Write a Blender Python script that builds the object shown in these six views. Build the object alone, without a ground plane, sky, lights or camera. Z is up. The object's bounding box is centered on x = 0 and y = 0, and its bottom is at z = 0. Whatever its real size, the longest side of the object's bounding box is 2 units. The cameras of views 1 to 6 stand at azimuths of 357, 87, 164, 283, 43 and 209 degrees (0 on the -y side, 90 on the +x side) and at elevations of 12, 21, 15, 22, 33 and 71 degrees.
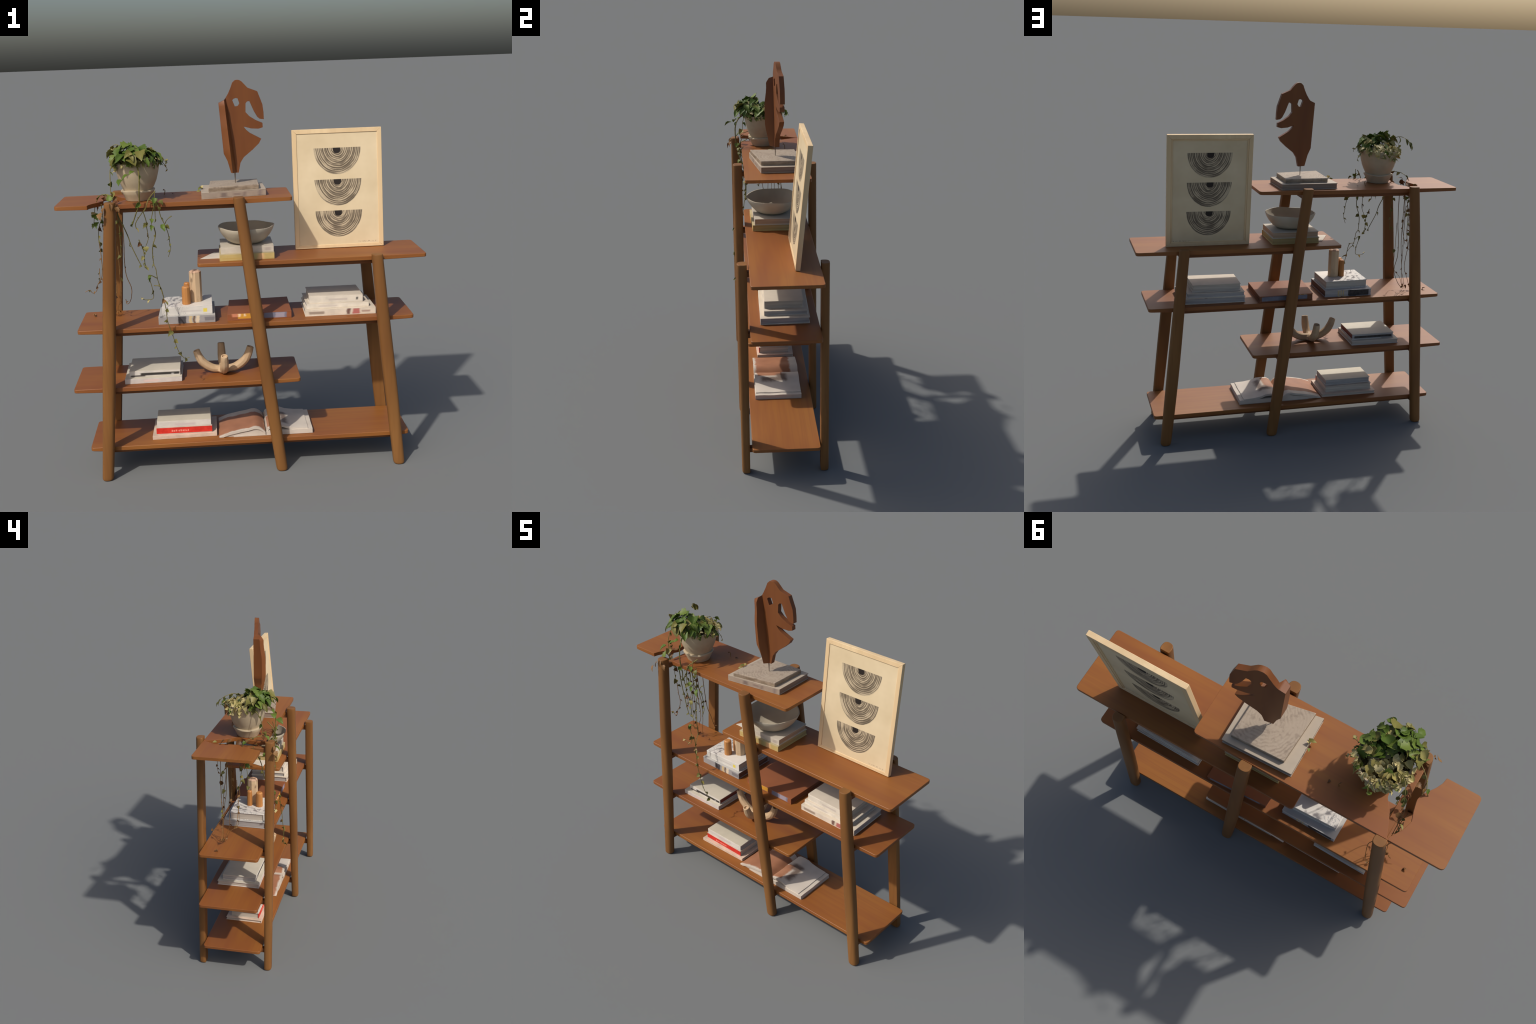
import bpy, bmesh, math, random
from mathutils import Vector, Matrix, noise

random.seed(11)
scene = bpy.context.scene
for o in list(bpy.data.objects):
    bpy.data.objects.remove(o, do_unlink=True)


# ------------------------------------------------------------------ nodes
class Nodes:
    """Small helper that writes a node material as expressions."""

    def __init__(self, name):
        self.m = bpy.data.materials.new(name)
        self.m.use_nodes = True
        self.t = self.m.node_tree
        self.t.nodes.clear()
        self.out = self.t.nodes.new('ShaderNodeOutputMaterial')
        self.b = self.t.nodes.new('ShaderNodeBsdfPrincipled')
        self.t.links.new(self.b.outputs[0], self.out.inputs[0])
        self._co = None

    def set(self, sock, v):
        if isinstance(v, bpy.types.NodeSocket):
            self.t.links.new(v, sock)
        elif isinstance(v, (tuple, list)):
            n = len(sock.default_value)
            sock.default_value = tuple(v) + (1.0,) * (n - len(v))
        else:
            sock.default_value = v

    def co(self):
        if not self._co:
            self._co = self.t.nodes.new('ShaderNodeTexCoord').outputs['Object']
        return self._co

    def xyz(self, vec=None):
        n = self.t.nodes.new('ShaderNodeSeparateXYZ')
        self.t.links.new(vec or self.co(), n.inputs[0])
        return n.outputs[0], n.outputs[1], n.outputs[2]

    def math(self, op, a, b=0.0, c=0.0, clamp=False):
        n = self.t.nodes.new('ShaderNodeMath')
        n.operation = op
        n.use_clamp = clamp
        self.set(n.inputs[0], a)
        self.set(n.inputs[1], b)
        if op in ('SMOOTH_MIN', 'SMOOTH_MAX', 'MULTIPLY_ADD', 'COMPARE', 'WRAP'):
            self.set(n.inputs[2], c)
        return n.outputs[0]

    def step(self, x, a, b):
        """Smooth 0..1 ramp of x between a and b."""
        n = self.t.nodes.new('ShaderNodeMapRange')
        n.interpolation_type = 'SMOOTHSTEP'
        self.set(n.inputs[0], x)
        n.inputs[1].default_value = a
        n.inputs[2].default_value = b
        return n.outputs[0]

    def band(self, x, a, b, soft):
        return self.math('MULTIPLY', self.step(x, a - soft, a + soft), self.step(x, b + soft, b - soft))

    def noise(self, scale=(1, 1, 1), detail=3.0, rough=0.55, offset=None, distort=0.0):
        mp = self.t.nodes.new('ShaderNodeMapping')
        self.t.links.new(self.co(), mp.inputs[0])
        mp.inputs['Scale'].default_value = scale
        if offset is not None:
            self.set(mp.inputs['Location'], offset)
        n = self.t.nodes.new('ShaderNodeTexNoise')
        self.t.links.new(mp.outputs[0], n.inputs['Vector'])
        n.inputs['Scale'].default_value = 1.0
        n.inputs['Detail'].default_value = detail
        n.inputs['Roughness'].default_value = rough
        n.inputs['Distortion'].default_value = distort
        return n.outputs[0]

    def ramp(self, f, stops):
        n = self.t.nodes.new('ShaderNodeValToRGB')
        r = n.color_ramp
        while len(r.elements) < len(stops):
            r.elements.new(0.5)
        for e, (p, c) in zip(r.elements, stops):
            e.position = p
            e.color = tuple(c) + (1.0,)
        self.set(n.inputs[0], f)
        return n.outputs[0]

    def mix(self, f, a, b, mode='MIX'):
        n = self.t.nodes.new('ShaderNodeMix')
        n.data_type = 'RGBA'
        n.blend_type = mode
        self.set(n.inputs[0], f)
        self.set(n.inputs[6], a)
        self.set(n.inputs[7], b)
        return n.outputs[2]

    def rand(self):
        return self.t.nodes.new('ShaderNodeObjectInfo').outputs['Random']

    def bump(self, h, strength=0.2, dist=0.002):
        n = self.t.nodes.new('ShaderNodeBump')
        n.inputs['Strength'].default_value = strength
        n.inputs['Distance'].default_value = dist
        self.set(n.inputs['Height'], h)
        self.t.links.new(n.outputs[0], self.b.inputs['Normal'])

    def done(self, color, rough=0.6, spec=0.5, metal=0.0):
        self.set(self.b.inputs['Base Color'], color)
        self.set(self.b.inputs['Roughness'], rough)
        self.set(self.b.inputs['Specular IOR Level'], spec)
        self.set(self.b.inputs['Metallic'], metal)
        return self.m


def wood(name, dark, mid, light, axis, rough=0.5, spec=0.4, scale=1.0, streak=0.5):
    """Straight grain along one axis."""
    n = Nodes(name)
    long, wide = 2.2 * scale, 60.0 * scale
    s = [wide] * 3
    s[axis] = long
    r = n.math('MULTIPLY', n.rand(), 37.0)
    comb = n.t.nodes.new('ShaderNodeCombineXYZ')
    for i in range(3):
        n.t.links.new(r, comb.inputs[i])
    grain = n.noise(tuple(s), 4.0, 0.6, comb.outputs[0], 0.4)
    s2 = [9.0] * 3
    s2[axis] = 1.6
    broad = n.noise(tuple(s2), 2.0, 0.5, comb.outputs[0])
    c = n.ramp(broad, [(0.3, dark), (0.5, mid), (0.72, light)])
    c = n.mix(n.step(grain, 0.42, 0.68), c, n.mix(streak, c, dark))
    n.bump(grain, 0.06, 0.001)
    return n.done(c, rough, spec)


def plain(name, c0, c1, scale=20.0, rough=0.6, spec=0.4, bump=0.0, detail=4.0):
    n = Nodes(name)
    f = n.noise((scale,) * 3, detail)
    if bump:
        n.bump(f, bump, 0.002)
    return n.done(n.ramp(f, [(0.35, c0), (0.65, c1)]), rough, spec)


# ------------------------------------------------------------------ geometry
def new_obj(name, bm, mat, parent=None, loc=None, angle=35, smooth=True):
    me = bpy.data.meshes.new(name)
    bm.normal_update()
    bm.to_mesh(me)
    bm.free()
    for m in (mat if isinstance(mat, (list, tuple)) else [mat]):
        me.materials.append(m)
    if smooth:
        me.polygons.foreach_set('use_smooth', [True] * len(me.polygons))
        me.set_sharp_from_angle(angle=math.radians(angle))
    o = bpy.data.objects.new(name, me)
    scene.collection.objects.link(o)
    if parent:
        o.parent = parent
    if loc is not None:
        o.location = loc
    return o


def thing(name, label, category, loc=(0, 0, 0), rot=(0, 0, 0)):
    e = bpy.data.objects.new(name, None)
    e.empty_display_size = 0.05
    e.location = loc
    e.rotation_euler = rot
    e['label'] = label
    e['category'] = category
    scene.collection.objects.link(e)
    return e


def round_poly(pts, radii, seg=5):
    """2D polygon with rounded corners."""
    out = []
    n = len(pts)
    if not isinstance(radii, (list, tuple)):
        radii = [radii] * n
    for i in range(n):
        p = Vector(pts[i])
        a = Vector(pts[i - 1]) - p
        b = Vector(pts[(i + 1) % n]) - p
        r = radii[i]
        if r <= 0:
            out.append(tuple(p))
            continue
        d = min(r, a.length * 0.45, b.length * 0.45)
        s, e = p + a.normalized() * d, p + b.normalized() * d
        for k in range(seg + 1):
            t = k / seg
            out.append(tuple(s * (1 - t) ** 2 + p * 2 * t * (1 - t) + e * t * t))
    return out


def prism(bm, pts, z0, z1, cuts=(), mat=0):
    """Extrude a 2D outline between two heights; z0/z1 may be functions of (x, y)."""
    f0 = z0 if callable(z0) else (lambda x, y: z0)
    f1 = z1 if callable(z1) else (lambda x, y: z1)
    tmp = bmesh.new()
    face = tmp.faces.new([tmp.verts.new((x, y, 0)) for x, y in pts])
    for x in cuts:
        bmesh.ops.bisect_plane(tmp, geom=tmp.verts[:] + tmp.edges[:] + tmp.faces[:],
                               plane_co=(x, 0, 0), plane_no=(1, 0, 0))
    tmp.normal_update()
    up = sum(f.normal.z * f.calc_area() for f in tmp.faces) > 0
    lo = {v: bm.verts.new((v.co.x, v.co.y, f0(v.co.x, v.co.y))) for v in tmp.verts}
    hi = {v: bm.verts.new((v.co.x, v.co.y, f1(v.co.x, v.co.y))) for v in tmp.verts}
    made = []
    for f in tmp.faces:
        vs = list(f.verts) if up else list(reversed(f.verts))
        made.append(bm.faces.new([hi[v] for v in vs]))
        made.append(bm.faces.new([lo[v] for v in reversed(vs)]))
    for e in tmp.edges:
        if e.is_boundary:
            lp = e.link_loops[0]
            a, b = lp.vert, lp.link_loop_next.vert
            if not up:
                a, b = b, a
            made.append(bm.faces.new([lo[a], lo[b], hi[b], hi[a]]))
    for f in made:
        f.material_index = mat
    tmp.free()
    return made


def bevel(o, w, seg=2, angle=40):
    m = o.modifiers.new('round', 'BEVEL')
    m.width = w
    m.segments = seg
    m.limit_method = 'ANGLE'
    m.angle_limit = math.radians(angle)
    m.harden_normals = False
    return o


def inset_quad(q, d):
    c = Vector((sum(p[0] for p in q) / 4, sum(p[1] for p in q) / 4))
    ds = d if isinstance(d, (list, tuple)) else [d] * 4     # front, right, back, left
    q = [Vector(p) for p in q]
    lines = []
    for i in range(4):
        a, b = q[i], q[(i + 1) % 4]
        t = (b - a).normalized()
        nrm = Vector((-t.y, t.x))
        if (c - a).dot(nrm) < 0:
            nrm = -nrm
        lines.append((a + nrm * ds[i], t))
    out = []
    for i in range(4):
        (p, t), (r, s) = lines[i - 1], lines[i]
        den = t.x * s.y - t.y * s.x
        k = ((r.x - p.x) * s.y - (r.y - p.y) * s.x) / den
        out.append(tuple(p + t * k))
    return out


def lathe(bm, prof, seg=40, center=(0, 0), wob=None, mat=0):
    rings = []
    for i, (r, z) in enumerate(prof):
        ring = []
        for k in range(seg):
            a = 2 * math.pi * k / seg
            rr, zz = (r, z) if wob is None else wob(r, z, a, i)
            ring.append(bm.verts.new((center[0] + rr * math.cos(a), center[1] + rr * math.sin(a), zz)))
        rings.append(ring)
    for i in range(len(rings) - 1):
        for k in range(seg):
            f = bm.faces.new([rings[i][k], rings[i][(k + 1) % seg], rings[i + 1][(k + 1) % seg], rings[i + 1][k]])
            f.material_index = mat
    bm.faces.new(list(reversed(rings[0]))).material_index = mat
    bm.faces.new(rings[-1]).material_index = mat
    return rings


def catmull(pts, per=6):
    P = [Vector(p) for p in pts]
    P = [2 * P[0] - P[1]] + P + [2 * P[-1] - P[-2]]
    out = []
    for i in range(1, len(P) - 2):
        for k in range(per):
            t = k / per
            a, b, c, d = P[i - 1:i + 3]
            out.append(0.5 * ((2 * b) + (c - a) * t + (2 * a - 5 * b + 4 * c - d) * t * t
                              + (3 * b - a - 3 * c + d) * t ** 3))
    out.append(P[-2])
    return out


def tube(bm, pts, radius, seg=6, mat=0, cap=True):
    rings = []
    n = len(pts)
    ref = Vector((0.31, 0.87, 0.2))
    for i, p in enumerate(pts):
        t = (pts[min(i + 1, n - 1)] - pts[max(i - 1, 0)]).normalized()
        u = (ref - t * ref.dot(t)).normalized()
        v = t.cross(u)
        r = radius(i / (n - 1)) if callable(radius) else radius
        rings.append([bm.verts.new(p + (u * math.cos(2 * math.pi * k / seg) + v * math.sin(2 * math.pi * k / seg)) * r)
                      for k in range(seg)])
    for i in range(n - 1):
        for k in range(seg):
            bm.faces.new([rings[i][k], rings[i][(k + 1) % seg], rings[i + 1][(k + 1) % seg], rings[i + 1][k]]).material_index = mat
    if cap:
        bm.faces.new(list(reversed(rings[0]))).material_index = mat
        bm.faces.new(rings[-1]).material_index = mat
    return rings


# ------------------------------------------------------------------ materials
BOARD = wood('board_wood', (0.222, 0.070, 0.018), (0.257, 0.089, 0.018), (0.288, 0.107, 0.020), 0, 0.5, 0.42)
POST = wood('post_wood', (0.182, 0.076, 0.021), (0.220, 0.095, 0.026), (0.262, 0.118, 0.034), 2, 0.52, 0.3)
RAIL = wood('rail_wood', (0.175, 0.062, 0.02), (0.205, 0.074, 0.022), (0.23, 0.088, 0.026), 0, 0.55, 0.3)
SCULPT = wood('carved_wood', (0.145, 0.045, 0.015), (0.178, 0.058, 0.0165), (0.215, 0.076, 0.021), 2, 0.5, 0.35, 0.7, 0.2)
FRAME = wood('pale_frame_wood', (0.68, 0.49, 0.27), (0.74, 0.54, 0.31), (0.80, 0.60, 0.35), 2, 0.6, 0.3, 0.6)
CANDLE_ORANGE = wood('orange_turned_wood', (0.40, 0.155, 0.035), (0.47, 0.20, 0.055), (0.55, 0.25, 0.08), 2, 0.5, 0.4)
CERAMIC = plain('stoneware_pot', (0.42, 0.335, 0.22), (0.49, 0.395, 0.265), 14, 0.6, 0.35, 0.12)
BOWL = plain('stoneware_bowl', (0.46, 0.40, 0.30), (0.53, 0.46, 0.35), 12, 0.5, 0.4, 0.1)
SOIL = plain('potting_soil', (0.05, 0.04, 0.02), (0.16, 0.13, 0.05), 90, 0.9, 0.1, 0.5)
PAGES = None


def page_edges(name, c0, c1):
    n = Nodes(name)
    lines = n.noise((4, 4, 420), 2.0, 0.6)
    blot = n.noise((7, 7, 10), 2.0)
    c = n.ramp(lines, [(0.35, c0), (0.62, c1)])
    c = n.mix(n.math('MULTIPLY', n.step(blot, 0.45, 0.7), 0.25), c, c0)
    n.bump(lines, 0.15, 0.001)
    return n.done(c, 0.75, 0.2)


PAGES = page_edges('paper_page_edges', (0.42, 0.36, 0.30), (0.62, 0.55, 0.46))
PAGES_GREY = page_edges('grey_page_edges', (0.30, 0.28, 0.27), (0.50, 0.47, 0.44))
PAGES_DARK = page_edges('dark_page_edges', (0.10, 0.055, 0.04), (0.22, 0.13, 0.09))


def cloth(name, c, var=0.12, scale=18, rough=0.6):
    a = tuple(x * (1 - var) for x in c)
    b = tuple(min(1, x * (1 + var)) for x in c)
    return plain(name, a, b, scale, rough, 0.35, 0.04)


# ------------------------------------------------------------------ shelf unit
shelf = thing('wooden_shelf', 'five-tier brown wooden shelf with slanted round posts', 'shelf')

TOPS = [0.163, 0.484, 0.7945, 1.1125, 1.4285]
YF, YB = -0.150, 0.202
#        x0      x1     post pairs that carry the board
SPANS = [(-0.833, 0.829, (0, 2)), (-0.896, 0.266, (0, 1)), (-0.855, 0.855, (0, 2)),
         (-0.236, 0.919, (1, 2)), (-0.919, 0.248, (0, 1))]
#        foot x, head x, height
POSTS = [(-0.752, -0.642, 1.444), (0.152, -0.019, 1.444), (0.768, 0.661, 1.128)]
PYF, PYB = -0.1822, 0.2268


def post_x(i, z):
    a, b, h = POSTS[i]
    return a + (b - a) * z / h


def board_thickness(i):
    x0, x1, (pa, pb) = SPANS[i]
    z = TOPS[i]
    a, b = post_x(pa, z) - 0.03, post_x(pb, z) + 0.03
    def t(x, y):
        if x < a:
            k = (a - x) / (a - x0)
        elif x > b:
            k = (x - b) / (x1 - b)
        else:
            k = 0.0
        return z - 0.0225 + 0.0045 * min(1.0, k)
    return t, (a, b)


for i, (x0, x1, pair) in enumerate(SPANS):
    t, cuts = board_thickness(i)
    bm = bmesh.new()
    if i < 4:
        prism(bm, round_poly([(x0, YF), (x1, YF), (x1, YB), (x0, YB)], 0.019), t, TOPS[i], cuts)
    else:
        # uppermost board: gap behind the pot copies a mesh fault; long piece, short left end
        main = [(-0.606, YF), (x1, YF), (x1, YB), (-0.664, YB), (-0.640, 0.140), (-0.619, 0.090),
                (-0.585, 0.045), (-0.580, 0.0), (-0.612, -0.046), (-0.617, -0.100)]
        prism(bm, round_poly(main, [0.004, 0.019, 0.019, 0.002, 0.01, 0.01, 0.01, 0.01, 0.01, 0.004]), t, TOPS[i], cuts)
        tip = [(x0, YF), (-0.757, YF), (-0.752, -0.122), (-0.737, -0.090), (-0.708, -0.050), (-0.692, -0.010),
               (-0.702, 0.040), (-0.716, 0.086), (-0.703, 0.130), (-0.668, 0.188), (-0.668, YB), (x0, YB)]
        prism(bm, round_poly(tip, [0.021, 0.003, 0.004, 0.01, 0.01, 0.01, 0.01, 0.006, 0.01, 0.004, 0.002, 0.021]), t, TOPS[i], (-0.80,))
    o = new_obj('shelf_board', bm, BOARD, shelf)
    bevel(o, 0.0022, 2)

# rails under the boards, front and back, and cross bars that join the posts
for i, (x0, x1, (pa, pb)) in enumerate(SPANS):
    zb = TOPS[i] - 0.0222
    xa, xb = post_x(pa, zb), post_x(pb, zb)
    for y in (YF + 0.045, YB - 0.045):
        bm = bmesh.new()
        prism(bm, [(xa, y - 0.009), (xb, y - 0.009), (xb, y + 0.009), (xa, y + 0.009)], zb - 0.025, zb)
        bevel(new_obj('rail', bm, RAIL, shelf), 0.002)
    for p in range(pa, pb + 1):
        xp = post_x(p, zb - 0.012)
        bm = bmesh.new()
        prism(bm, [(xp - 0.016, PYF + 0.015), (xp + 0.016, PYF + 0.015), (xp + 0.016, PYB - 0.012), (xp - 0.016, PYB - 0.012)], zb - 0.028, zb - 0.001)
        bevel(new_obj('cross_bar', bm, RAIL, shelf), 0.003)


def post_section(w, d, flat):
    """D-shaped section: round outside (-y), flat inside at y = +flat."""
    pts = []
    for k in range(11):
        a = math.pi + math.pi * k / 10
        # super-ellipse gives the slightly squared outer side
        ca, sa = math.cos(a), math.sin(a)
        e = 0.78
        pts.append((0.5 * w * math.copysign(abs(ca) ** e, ca), (d * 0.62) * math.copysign(abs(sa) ** e, sa)))
    pts += [(0.5 * w, flat - 0.012), (0.47 * w, flat - 0.004), (0.42 * w, flat),
            (-0.42 * w, flat), (-0.47 * w, flat - 0.004), (-0.5 * w, flat - 0.012)]
    return pts


def build_post(i, back, rng):
    x0, x1, h = POSTS[i]
    yc = PYB if back else PYF
    bm = bmesh.new()
    rings = []
    steps = 36
    zs = [0.0, 0.003, 0.008, 0.016] + [0.016 + (h - 0.023) * k / steps for k in range(1, steps)] + [h - 0.007, h - 0.0035, h - 0.001, h]
    ph = rng.uniform(0, 6)
    for z in zs:
        f = z / h
        w = 0.057 + 0.009 * math.sin(math.pi * min(1, max(0, (f * 0.9 + 0.1)))) + 0.0012 * math.sin(7 * f + ph)
        d = (0.041 + 0.008 * min(1, f * 1.4)) if not back else 0.042
        k = 1.0
        if z < 0.016:
            k = 0.84 + 0.16 * math.sqrt(1 - (1 - z / 0.016) ** 2)
        if z > h - 0.007:
            q = (z - (h - 0.007)) / 0.007
            k = 0.88 + 0.12 * math.sqrt(max(0.0, 1 - q * q))
        xc = x0 + (x1 - x0) * f + 0.0015 * math.sin(5 * f + ph * 1.7)
        ring = []
        for (px, py) in post_section(w * k, d * (0.5 + 0.5 * k), d * 0.40 * (0.6 + 0.4 * k)):
            # yc is the middle of the section
            oy = py + d * 0.06
            ring.append(bm.verts.new((xc + px, yc + (-oy if back else oy), z)))
        rings.append(ring)
    n = len(rings[0])
    for a, b in zip(rings, rings[1:]):
        for k in range(n):
            bm.faces.new([a[k], a[(k + 1) % n], b[(k + 1) % n], b[k]])
    bm.faces.new(list(reversed(rings[0])))
    bm.faces.new(rings[-1])
    if back:
        bmesh.ops.reverse_faces(bm, faces=bm.faces[:])
    return new_obj('post', bm, POST, shelf, angle=27)


rng = random.Random(5)
for i in range(3):
    build_post(i, False, rng)
    build_post(i, True, rng)


# ------------------------------------------------------------------ books
def book(quad, z0, z1, cover, pages, label, cover_t=0.0028, inset=(0.0, 0.004, 0.004, 0.004), plates=None, marks=()):
    """quad: front-left, front-right, back-right, back-left corner. The spine is the front side."""
    c = Vector((sum(p[0] for p in quad) / 4, sum(p[1] for p in quad) / 4))
    base = thing('book', label, 'book', (c.x, c.y, z0))
    q = [(p[0] - c.x, p[1] - c.y) for p in quad]
    h = z1 - z0
    bm = bmesh.new()
    inner = inset_quad(q, [0.004, 0, 0, 0])
    prism(bm, q, 0.0, cover_t)
    prism(bm, q, h - cover_t, h)
    prism(bm, [q[0], q[1], inner[1], inner[0]], cover_t, h - cover_t, mat=1 if plates else 0)
    o = new_obj('cover', bm, [plates, cover] if plates else cover, base)
    bevel(o, 0.0012, 2)
    bm = bmesh.new()
    pq = inset_quad(q, [0.0035, inset[1], inset[2], inset[3]])
    prism(bm, pq, cover_t * 0.9, h - cover_t * 0.9)
    new_obj('page_block', bm, pages, base)
    for (name, side, u0, u1, v0, v1, m) in marks:
        # raised 0.7 mm print on one side (0 front, 1 right, 2 back, 3 left); u along the side, v up
        ring = q if side == 0 else pq
        a, b = Vector(ring[side]), Vector(ring[(side + 1) % 4])
        t = (b - a)
        nrm = Vector((t.y, -t.x)).normalized()
        p0, p1 = a + t * u0, a + t * u1
        bm = bmesh.new()
        prism(bm, [tuple(p0 + nrm * 0.0007), tuple(p1 + nrm * 0.0007), tuple(p1 - nrm * 0.001), tuple(p0 - nrm * 0.001)], h * v0, h * v1)
        new_obj(name, bm, m, base)
    return base


def spine_material(name, base, bands, length, height, top=None, blur=0.01):
    """Cover whose front edge carries coloured bands (u0, u1, v0, v1, colour) in metres about the base."""
    n = Nodes(name)
    x, y, z = n.xyz()
    wob = n.math('MULTIPLY', n.math('SUBTRACT', n.noise((22, 22, 40), 3.0), 0.5), 0.02)
    xx = n.math('ADD', x, wob)
    f = n.noise((16,) * 3, 4.0)
    c = n.ramp(f, [(0.35, tuple(v * 0.9 for v in base)), (0.65, tuple(min(1, v * 1.08) for v in base))])
    for (u0, u1, v0, v1, col) in bands:
        k = n.math('MULTIPLY', n.band(xx, u0, u1, blur), n.band(z, v0, v1, 0.003))
        c = n.mix(k, c, col)
    if top is not None:
        tz = n.step(z, height - 0.0024, height - 0.0008)
        g = n.ramp(f, [(0.35, tuple(v * 0.92 for v in top)), (0.65, top)])
        c = n.mix(tz, c, g)
    return n.done(c, 0.6, 0.35)


CREAM_TOP = (0.58, 0.52, 0.40)

# --- lowest board, left stack
z = TOPS[0]
thin = cloth('pale_pink_cover', (0.62, 0.47, 0.36))
book([(-0.517, -0.090), (-0.179, -0.083), (-0.179, 0.137), (-0.514, 0.140)], z, z + 0.019, thin, PAGES, 'thin pale book lying flat under the stack', 0.0035)
RED = plain('red_cloth_cover', (0.56, 0.024, 0.014), (0.68, 0.040, 0.024), 40, 0.55, 0.35, 0.05)
PINK = plain('faded_pink_print', (0.80, 0.16, 0.11), (0.88, 0.34, 0.26), 120, 0.6, 0.3)
title = [('spine_print', 0, 0.27 + 0.036 * k, 0.27 + 0.036 * k + w, 0.34, 0.34 + hh, PINK)
         for k, w, hh in ((0, .028, .26), (1, .024, .22), (2, .03, .26), (3.4, .026, .22), (4.4, .024, .28), (5.4, .03, .22), (6.4, .022, .24), (7.3, .018, .2), (8.1, .02, .26))]
book([(-0.497, -0.069), (-0.203, -0.072), (-0.206, 0.114), (-0.497, 0.113)], z + 0.019, z + 0.057, RED, PAGES, 'bright red book with faded spine lettering', 0.003, plates=cloth('pale_board', (0.52, 0.44, 0.36)), marks=title)
WHITE5 = spine_material('white_cover', (0.66, 0.60, 0.53), [(-0.05, 0.06, 0.006, 0.018, (0.60, 0.50, 0.47))], 0.28, 0.034, (0.60, 0.535, 0.41))
book([(-0.492, -0.065), (-0.208, -0.065), (-0.211, 0.098), (-0.493, 0.096)], z + 0.057, z + 0.090, WHITE5, PAGES_GREY, 'thick cream white book on top of the stack', 0.003)

# --- second board, left stack
z = TOPS[1]
LOW4 = spine_material('pale_grey_cover', (0.62, 0.56, 0.51), [(-0.05, 0.03, 0.008, 0.02, (0.70, 0.54, 0.48))], 0.29, 0.028, (0.60, 0.54, 0.43))
book([(-0.639, -0.105), (-0.346, -0.100), (-0.345, 0.150), (-0.637, 0.155)], z, z + 0.027, LOW4, PAGES, 'pale grey book lying flat', 0.003)
UP4 = spine_material('white_cover_with_black_band', (0.66, 0.60, 0.53),
                     [(-0.075, 0.128, 0.007, 0.021, (0.035, 0.03, 0.028)), (-0.125, -0.05, 0.002, 0.010, (0.05, 0.04, 0.035)),
                      (0.085, 0.10, 0.008, 0.014, (0.45, 0.42, 0.4))], 0.26, 0.033, (0.60, 0.54, 0.43), 0.006)
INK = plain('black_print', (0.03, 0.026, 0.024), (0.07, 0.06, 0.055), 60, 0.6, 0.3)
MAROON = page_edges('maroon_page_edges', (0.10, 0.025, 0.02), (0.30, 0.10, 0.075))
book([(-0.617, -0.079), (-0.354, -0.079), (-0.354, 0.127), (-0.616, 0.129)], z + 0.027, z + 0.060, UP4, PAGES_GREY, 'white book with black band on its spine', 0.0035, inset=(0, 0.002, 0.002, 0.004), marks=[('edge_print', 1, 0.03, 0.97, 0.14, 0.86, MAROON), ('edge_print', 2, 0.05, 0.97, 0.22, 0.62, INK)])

# --- third board, left stack
z = TOPS[2]
GOLD = plain('gold_print', (0.42, 0.33, 0.17), (0.58, 0.46, 0.26), 50, 0.5, 0.4)
LOW3 = spine_material('grey_cover_with_metal_bands', (0.34, 0.32, 0.31),
                      [(-0.045, -0.005, 0.0, 0.05, (0.07, 0.065, 0.07)), (0.012, 0.028, 0.0, 0.05, (0.62, 0.47, 0.25)),
                       (0.034, 0.042, 0.0, 0.05, (0.16, 0.09, 0.04)), (0.046, 0.062, 0.0, 0.05, (0.70, 0.58, 0.42)),
                       (0.09, 0.14, 0.01, 0.03, (0.20, 0.19, 0.2))], 0.29, 0.04, (0.45, 0.43, 0.40), 0.004)
book([(-0.448, -0.104), (-0.159, -0.104), (-0.161, 0.158), (-0.445, 0.160)], z, z + 0.040, LOW3, PAGES_GREY, 'grey book with dark and gold spine bands', 0.0035, inset=(0, 0.003, 0.002, 0.003),
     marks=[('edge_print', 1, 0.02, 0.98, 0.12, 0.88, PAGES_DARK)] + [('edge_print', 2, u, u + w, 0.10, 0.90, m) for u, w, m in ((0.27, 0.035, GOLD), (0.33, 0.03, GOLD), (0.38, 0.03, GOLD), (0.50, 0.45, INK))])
n = Nodes('white_marbled_cover')
x, y, zz = n.xyz()
vein = n.noise((14, 14, 14), 3.0, 0.6, None, 1.8)
veins = n.step(n.math('ABSOLUTE', n.math('SUBTRACT', vein, 0.5)), 0.022, 0.004)
left = n.step(x, 0.02, -0.05)
c = n.ramp(n.noise((9,) * 3, 3.0), [(0.35, (0.62, 0.58, 0.52)), (0.65, (0.72, 0.67, 0.60))])
c = n.mix(n.math('MULTIPLY', veins, n.math('MULTIPLY', left, 0.75)), c, (0.20, 0.20, 0.22))
tag = n.math('MULTIPLY', n.band(x, 0.082, 0.102, 0.002), n.math('MULTIPLY', n.band(zz, 0.012, 0.031, 0.002), n.step(y, -0.08, -0.09)))
c = n.mix(tag, c, (0.78, 0.62, 0.10))
line = n.math('MULTIPLY', n.band(x, -0.03, 0.07, 0.01), n.math('MULTIPLY', n.band(zz, 0.016, 0.024, 0.003), n.step(y, -0.08, -0.09)))
c = n.mix(n.math('MULTIPLY', line, 0.5), c, (0.50, 0.44, 0.40))
UP3 = n.done(c, 0.5, 0.4)
book([(-0.428, -0.092), (-0.172, -0.086), (-0.174, 0.129), (-0.430, 0.120)], z + 0.040, z + 0.085, UP3, PAGES, 'white book with grey marbling and a yellow tag', 0.003)

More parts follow.
